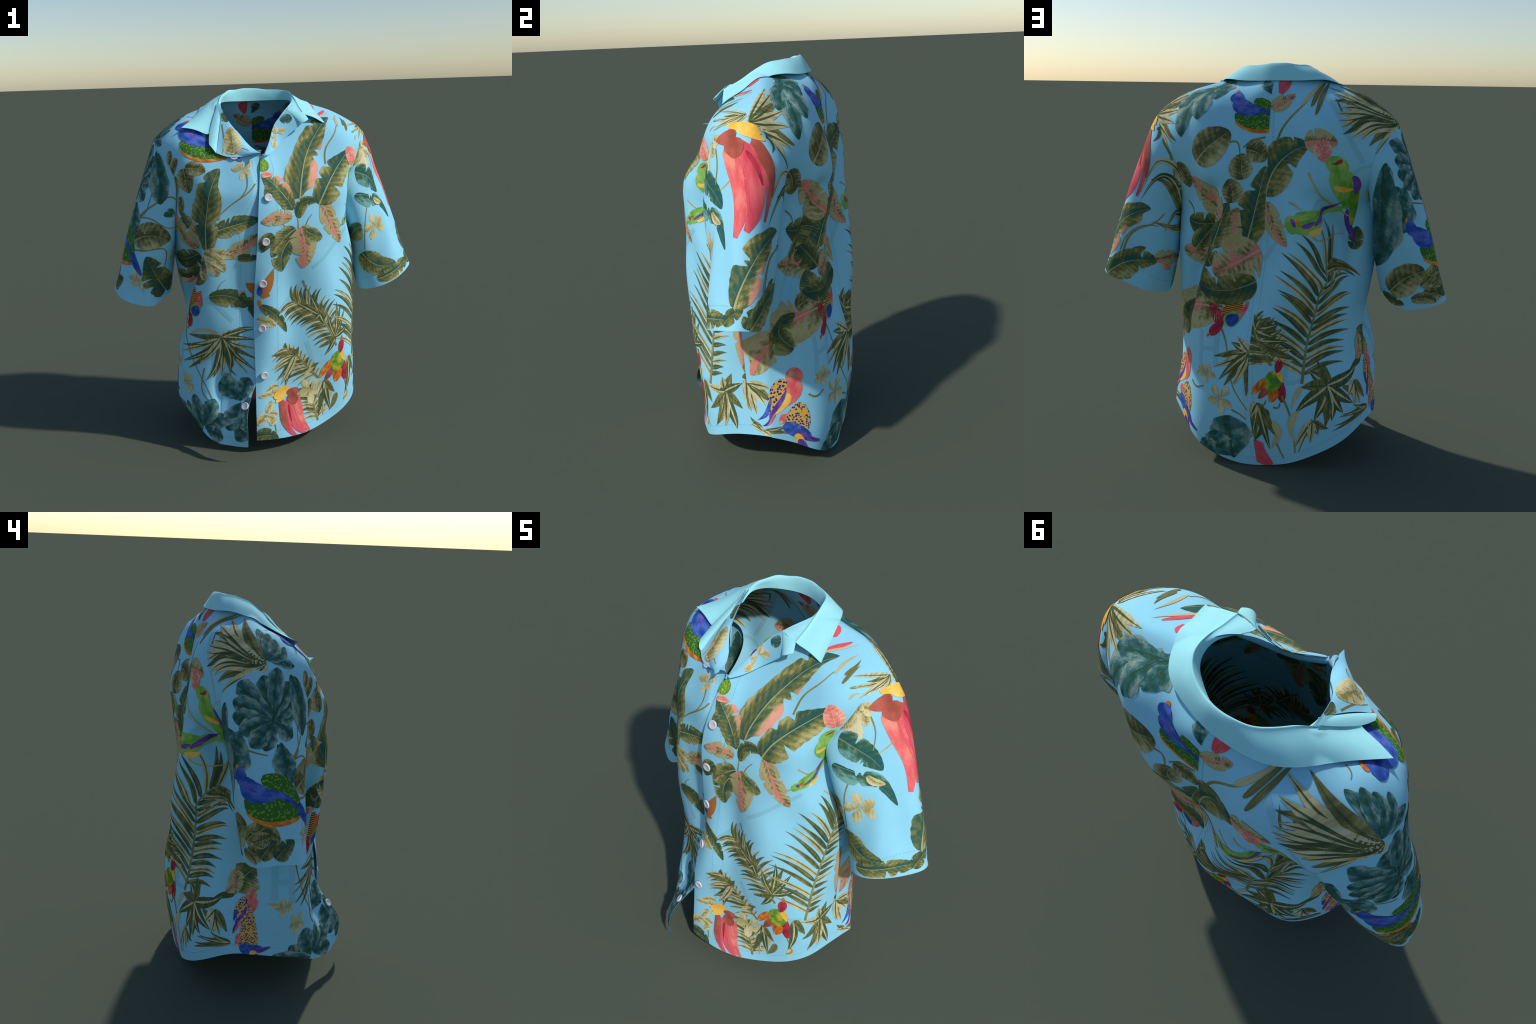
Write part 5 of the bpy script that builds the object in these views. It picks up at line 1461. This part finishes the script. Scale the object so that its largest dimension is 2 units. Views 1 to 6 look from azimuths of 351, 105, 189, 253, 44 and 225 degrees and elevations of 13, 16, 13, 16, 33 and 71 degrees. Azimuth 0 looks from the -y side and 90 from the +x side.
    ("banana", "SL", 0.0360, (0.344, 0.936), (0.188, 0.945), (0.031, 0.954)),
    ("banana_dark", "SL", 0.0273, (0.062, 0.972), (0.021, 0.936), (-0.052, 0.899)),
    ("banana_dark", "SL", 0.0289, (0.917, 0.991), (0.896, 0.936), (0.844, 0.899)),
    ("fan", "SL", 0.0165, (0.438, 0.000), (0.781, 0.385), (0.854, 0.495), (0.812, 0.541), (0.698, 0.578), (0.646, 0.532), (0.625, 0.560), (0.510, 0.385), (0.573, 0.468), (0.490, 0.266)),
    ("banana", "SL", 0.0556, (0.896, 1.000), (0.760, 0.862), (0.625, 0.752)),
    ("banana_pink", "SL", 0.0326, (0.635, 0.761), (0.583, 0.679), (0.469, 0.651)),
    ("pink", "SL", 0.0254, (0.604, 0.688), (0.583, 0.725), (0.552, 0.771)),
    ("stem", "SL", 0.0058, (0.812, 0.835), (0.792, 0.725), (0.698, 0.596), (0.646, 0.459)),
    ("stem", "SL", 0.0062, (0.729, 0.018), (0.677, 0.064), (0.646, 0.110)),
    ("parakeet", "SL", 1, (0.490, 0.725), (0.521, 0.963)),
    ("banana", "SL", 0.0404, (0.448, 0.468), (0.385, 0.486), (0.354, 0.505)),
    ("olive_blade", "SL", 0.0114, (0.812, 0.000), (0.781, 0.000), (0.708, 0.028)),
    ("dark_blade", "SL", 0.0092, (0.865, 0.000), (0.844, 0.046), (0.875, 0.156)),
    # sleeve right
    ("monstera", "SR", 0.0351, (0.010, 0.349), (-0.156, 0.046), (-0.167, 0.211), (-0.177, 0.303), (-0.146, 0.394), (-0.094, 0.468), (-0.031, 0.486), (0.115, 0.431), (0.135, 0.321), (0.146, 0.229), (0.135, 0.119), (0.052, 0.018), (-0.021, 0.083)),
    ("dark", "SR", 0.0454, (0.865, 0.385), (0.812, 0.440), (0.771, 0.486)),
    ("dark", "SR", 0.0241, (0.771, 0.394), (0.750, 0.284), (0.771, 0.156)),
    ("dark", "SR", 0.0523, (0.042, 0.450), (0.052, 0.532), (0.104, 0.633)),
    ("dark", "SR", 0.0278, (0.177, 0.000), (0.188, 0.138), (0.208, 0.229)),
    ("dark", "SR", 0.0584, (0.135, 0.028), (0.188, 0.248), (0.240, 0.394)),
    ("dark", "SR", 0.0282, (0.083, 0.633), (0.083, 0.560), (0.021, 0.459)),
    ("stem", "SR", 0.0045, (0.875, 0.477), (0.938, 0.495), (0.979, 0.505)),
    ("stem", "SR", 0.0035, (0.219, 0.229), (0.167, 0.358), (0.156, 0.486), (0.125, 0.523)),
    ("bluebird", "SR", 1, (0.802, 0.596), (1.229, 0.807)),
    ("oval", "SR", 0.0617, (0.115, 0.661), (0.240, 0.578), (0.365, 0.514)),
    ("banana_dark", "SR", 0.0651, (0.417, 0.890), (0.323, 0.771), (0.240, 0.697)),
    ("banana_dark", "SR", 0.0425, (0.417, 0.890), (0.448, 0.807), (0.458, 0.725)),
    ("star", "SR", 0.0595, (0.188, 0.853)),
    ("stem", "SR", 0.0056, (0.115, 0.523), (0.198, 0.422), (0.344, 0.220)),
    ("stem", "SR", 0.0056, (0.083, 0.716), (0.240, 0.661), (0.354, 0.587), (0.375, 0.679)),
    ("stem", "SR", 0.0042, (0.115, 0.532), (0.229, 0.495), (0.312, 0.477), (0.385, 0.394)),
    ("pale", "SR", 0.0197, (0.438, 0.459), (0.427, 0.541), (0.406, 0.615)),
    ("teal", "SR", 0.0204, (0.344, 0.321), (0.312, 0.385), (0.281, 0.431)),
    ("oval", "SR", 0.0415, (0.802, 0.881), (0.917, 0.844), (1.010, 0.890)),
    ("oval", "SR", 0.0316, (0.812, 0.908), (0.854, 0.936), (0.938, 0.917)),
    ("banana_dark", "SR", 0.0339, (0.885, 0.963), (0.938, 0.917), (0.990, 0.890)),
    ("banana_dark", "SR", 0.0351, (0.979, 0.972), (1.031, 0.927), (1.083, 0.890)),
    ("dark", "SR", 0.0753, (0.760, 0.147), (0.677, 0.404), (0.573, 0.661)),
    ("dark", "SR", 0.0527, (0.781, 0.349), (0.802, 0.495), (0.719, 0.578)),
    ("oval", "SR", 0.0609, (0.656, 0.899), (0.740, 0.817), (0.833, 0.807)),
    ("oval", "SR", 0.0248, (0.760, 0.945), (0.812, 0.945), (0.854, 0.982)),
    ("oval", "SR", 0.0274, (0.854, 0.890), (0.906, 0.881), (0.979, 0.862)),
    ("stem", "SR", 0.0048, (0.823, 0.807), (0.865, 0.844), (0.969, 0.807)),
    ("banana_dark", "SR", 0.0211, (0.594, 0.954), (0.677, 0.963), (0.729, 0.972)),
    ("leaf_green", "SR", 0.0175, (0.615, 0.000), (0.594, 0.000), (0.583, 0.037)),
    ("tan_blade", "SR", 0.0105, (0.156, 0.844), (0.240, 0.890), (0.250, 0.927)),
    ("fan_dark", "FL", 0.0132, (0.806, 0.357), (0.844, 0.412), (0.875, 0.392), (0.825, 0.342), (0.788, 0.332), (0.800, 0.392), (0.888, 0.392)),
    ("fan", "FL", 0.0145, (0.894, 0.261), (0.963, 0.271), (0.963, 0.231), (0.950, 0.191), (0.913, 0.281), (0.938, 0.171), (0.925, 0.161)),
    ("banana_dark", "FL", 0.0262, (0.931, 0.678), (0.906, 0.678), (0.900, 0.658)),
    ("fan_dark", "BR", 0.0159, (-0.019, 0.342), (-0.037, 0.372), (-0.081, 0.377), (-0.119, 0.362), (-0.100, 0.332), (-0.069, 0.347), (0.000, 0.367)),
    ("fan_tan", "BR", 0.0146, (-0.081, 0.296), (-0.156, 0.327), (-0.144, 0.347), (-0.106, 0.372), (-0.188, 0.276), (-0.169, 0.302)),
    ("dark_blade", "SL", 0.0102, (0.885, 0.046), (0.865, 0.000), (0.875, 0.000)),
    ("olive_blade", "FL", 0.0054, (0.575, 0.864), (0.562, 0.869), (0.556, 0.874)),
    ("tan_blade", "FL", 0.0054, (0.575, 0.844), (0.569, 0.854), (0.556, 0.859)),
    ("tan_blade", "BL", 0.0083, (0.450, 0.839), (0.438, 0.814), (0.425, 0.774)),
    ("olive_blade", "BL", 0.0097, (0.438, 0.844), (0.406, 0.819), (0.388, 0.809)),
    ("olive_blade", "BL", 0.0097, (0.444, 0.814), (0.450, 0.829), (0.438, 0.844)),
    ("banana_dark", "FR", 0.0422, (-0.756, 0.447), (-0.775, 0.472), (-0.800, 0.503)),
    ("banana_pink", "FR", 0.0313, (-0.613, 0.437), (-0.650, 0.447), (-0.675, 0.462)),
    ("oval", "FR", 0.0195, (-0.594, 0.709), (-0.594, 0.734), (-0.594, 0.769)),
    ("banana", "FR", 0.0321, (-0.738, 0.603), (-0.712, 0.623), (-0.681, 0.653)),
    ("tan_blade", "FR", 0.0109, (-0.844, 0.312), (-0.775, 0.327), (-0.706, 0.307)),
    ("olive_blade", "FR", 0.0087, (-0.863, 0.312), (-0.925, 0.332), (-0.963, 0.337)),
    ("frond_tan", "FL", (0.094, 0.087, 9, 0.90, 0.0112), (0.812, 0.020), (0.831, 0.080), (0.863, 0.141)),
    ("fan", "FL", 0.0163, (0.675, 0.221), (0.638, 0.166), (0.675, 0.126), (0.694, 0.070), (0.650, 0.196)),
    ("olive_blade", "FL", 0.0147, (0.838, 0.196), (0.819, 0.221), (0.800, 0.226)),
    ("tan_blade", "FL", 0.0134, (0.863, 0.191), (0.844, 0.206), (0.819, 0.216)),
    ("banana", "FL", 0.0318, (0.875, 0.578), (0.831, 0.558), (0.800, 0.553)),
    ("fan", "BR", 0.0163, (-0.219, 0.106), (-0.188, 0.060), (-0.150, 0.040), (-0.237, 0.060), (-0.275, 0.075), (-0.206, 0.040)),
    ("olive_blade", "BR", 0.0163, (-0.337, 0.211), (-0.387, 0.186), (-0.400, 0.151)),
    ("tan_blade", "BR", 0.0148, (-0.194, 0.216), (-0.169, 0.186), (-0.150, 0.141)),
    ("banana", "BL", 0.0417, (0.288, 0.497), (0.250, 0.528), (0.163, 0.563)),
    ("oval", "BL", 0.0419, (0.269, 0.392), (0.188, 0.412), (0.137, 0.402)),
    ("banana_dark", "BL", 0.0496, (0.288, 0.307), (0.344, 0.332), (0.275, 0.382)),
]

for row in PRINT:
    draw(*row)

# motifs on the turned lapels (along the roll line, across to the free edge)
for row in [
    ("pale", "LR", .042, (.36, .92), (.33, .55), (.26, .12)),
    ("stem", "LR", .004, (.04, .30), (.12, .55), (.14, .95)),
    ("stem", "LR", .004, (.42, .85), (.55, .55), (.70, .50)),
    ("banana_dark", "LR", .016, (.02, .05), (.10, .08), (.20, .05)),
    ("tan", "LL", .020, (.40, .42), (.30, .55), (.22, .75)), ("tan", "LL", .018, (.42, .42), (.40, .20), (.36, .05)),
    ("tan", "LL", .018, (.44, .45), (.52, .30), (.58, .15)), ("tan", "LL", .018, (.46, .50), (.58, .62), (.66, .85)),
    ("teal", "LL", .022, (.02, .35), (.10, .30), (.20, .10)),
]:
    draw(*row)

# stitching: dashed rows along the hem, the front edges, the back seam and the sleeve hems
def stitches(part, path, name="stitching"):
    mo = Motif(part)
    mo.lift = .0008
    sp = np.array(path, float)
    P = sample(part, sp)[0]
    s = np.concatenate([[0], np.cumsum(np.linalg.norm(np.diff(P, axis=0), axis=1))])
    k = 0.0
    while k + .009 < s[-1]:
        seg = np.stack([np.interp([k, k + .0045, k + .009], s, sp[:, c]) for c in (0, 1)], 1)
        w = np.full(3, .0011)
        mo.grid(ribbon(part, seg, w, w, 2)[0], "stitch")
        k += .016
    ob = mo.build(name, P[0], (1, 0, 0), (0, 1, 0), (0, 0, 1), stuff=True)

def hem_row(part, lift):
    lo, hi = SURFACES[part][2]
    q = np.linspace(lo, hi, 60)
    out = []
    for x in q:
        col = sample(part, np.stack([np.full(40, x), np.linspace(0, .2, 40)], 1))[0]
        s = np.concatenate([[0], np.cumsum(np.linalg.norm(np.diff(col, axis=0), axis=1))])
        out.append((x, np.interp(lift, s, np.linspace(0, .2, 40))))
    return out

for part in ("FL", "FR", "BL", "BR"):
    stitches(part, hem_row(part, .048))
ws = np.linspace(.03, .93, 80)
stitches("FL", np.stack([np.full(80, .945), ws], 1))
stitches("FR", np.stack([np.full(80, -.93), ws], 1))
stitches("BL", np.stack([np.full(80, .012), ws], 1))
stitches("BR", np.stack([np.full(80, -.016), ws], 1))
for part in ("SL", "SR"):
    stitches(part, np.stack([np.linspace(0, 1, 120), np.full(120, .885)], 1))
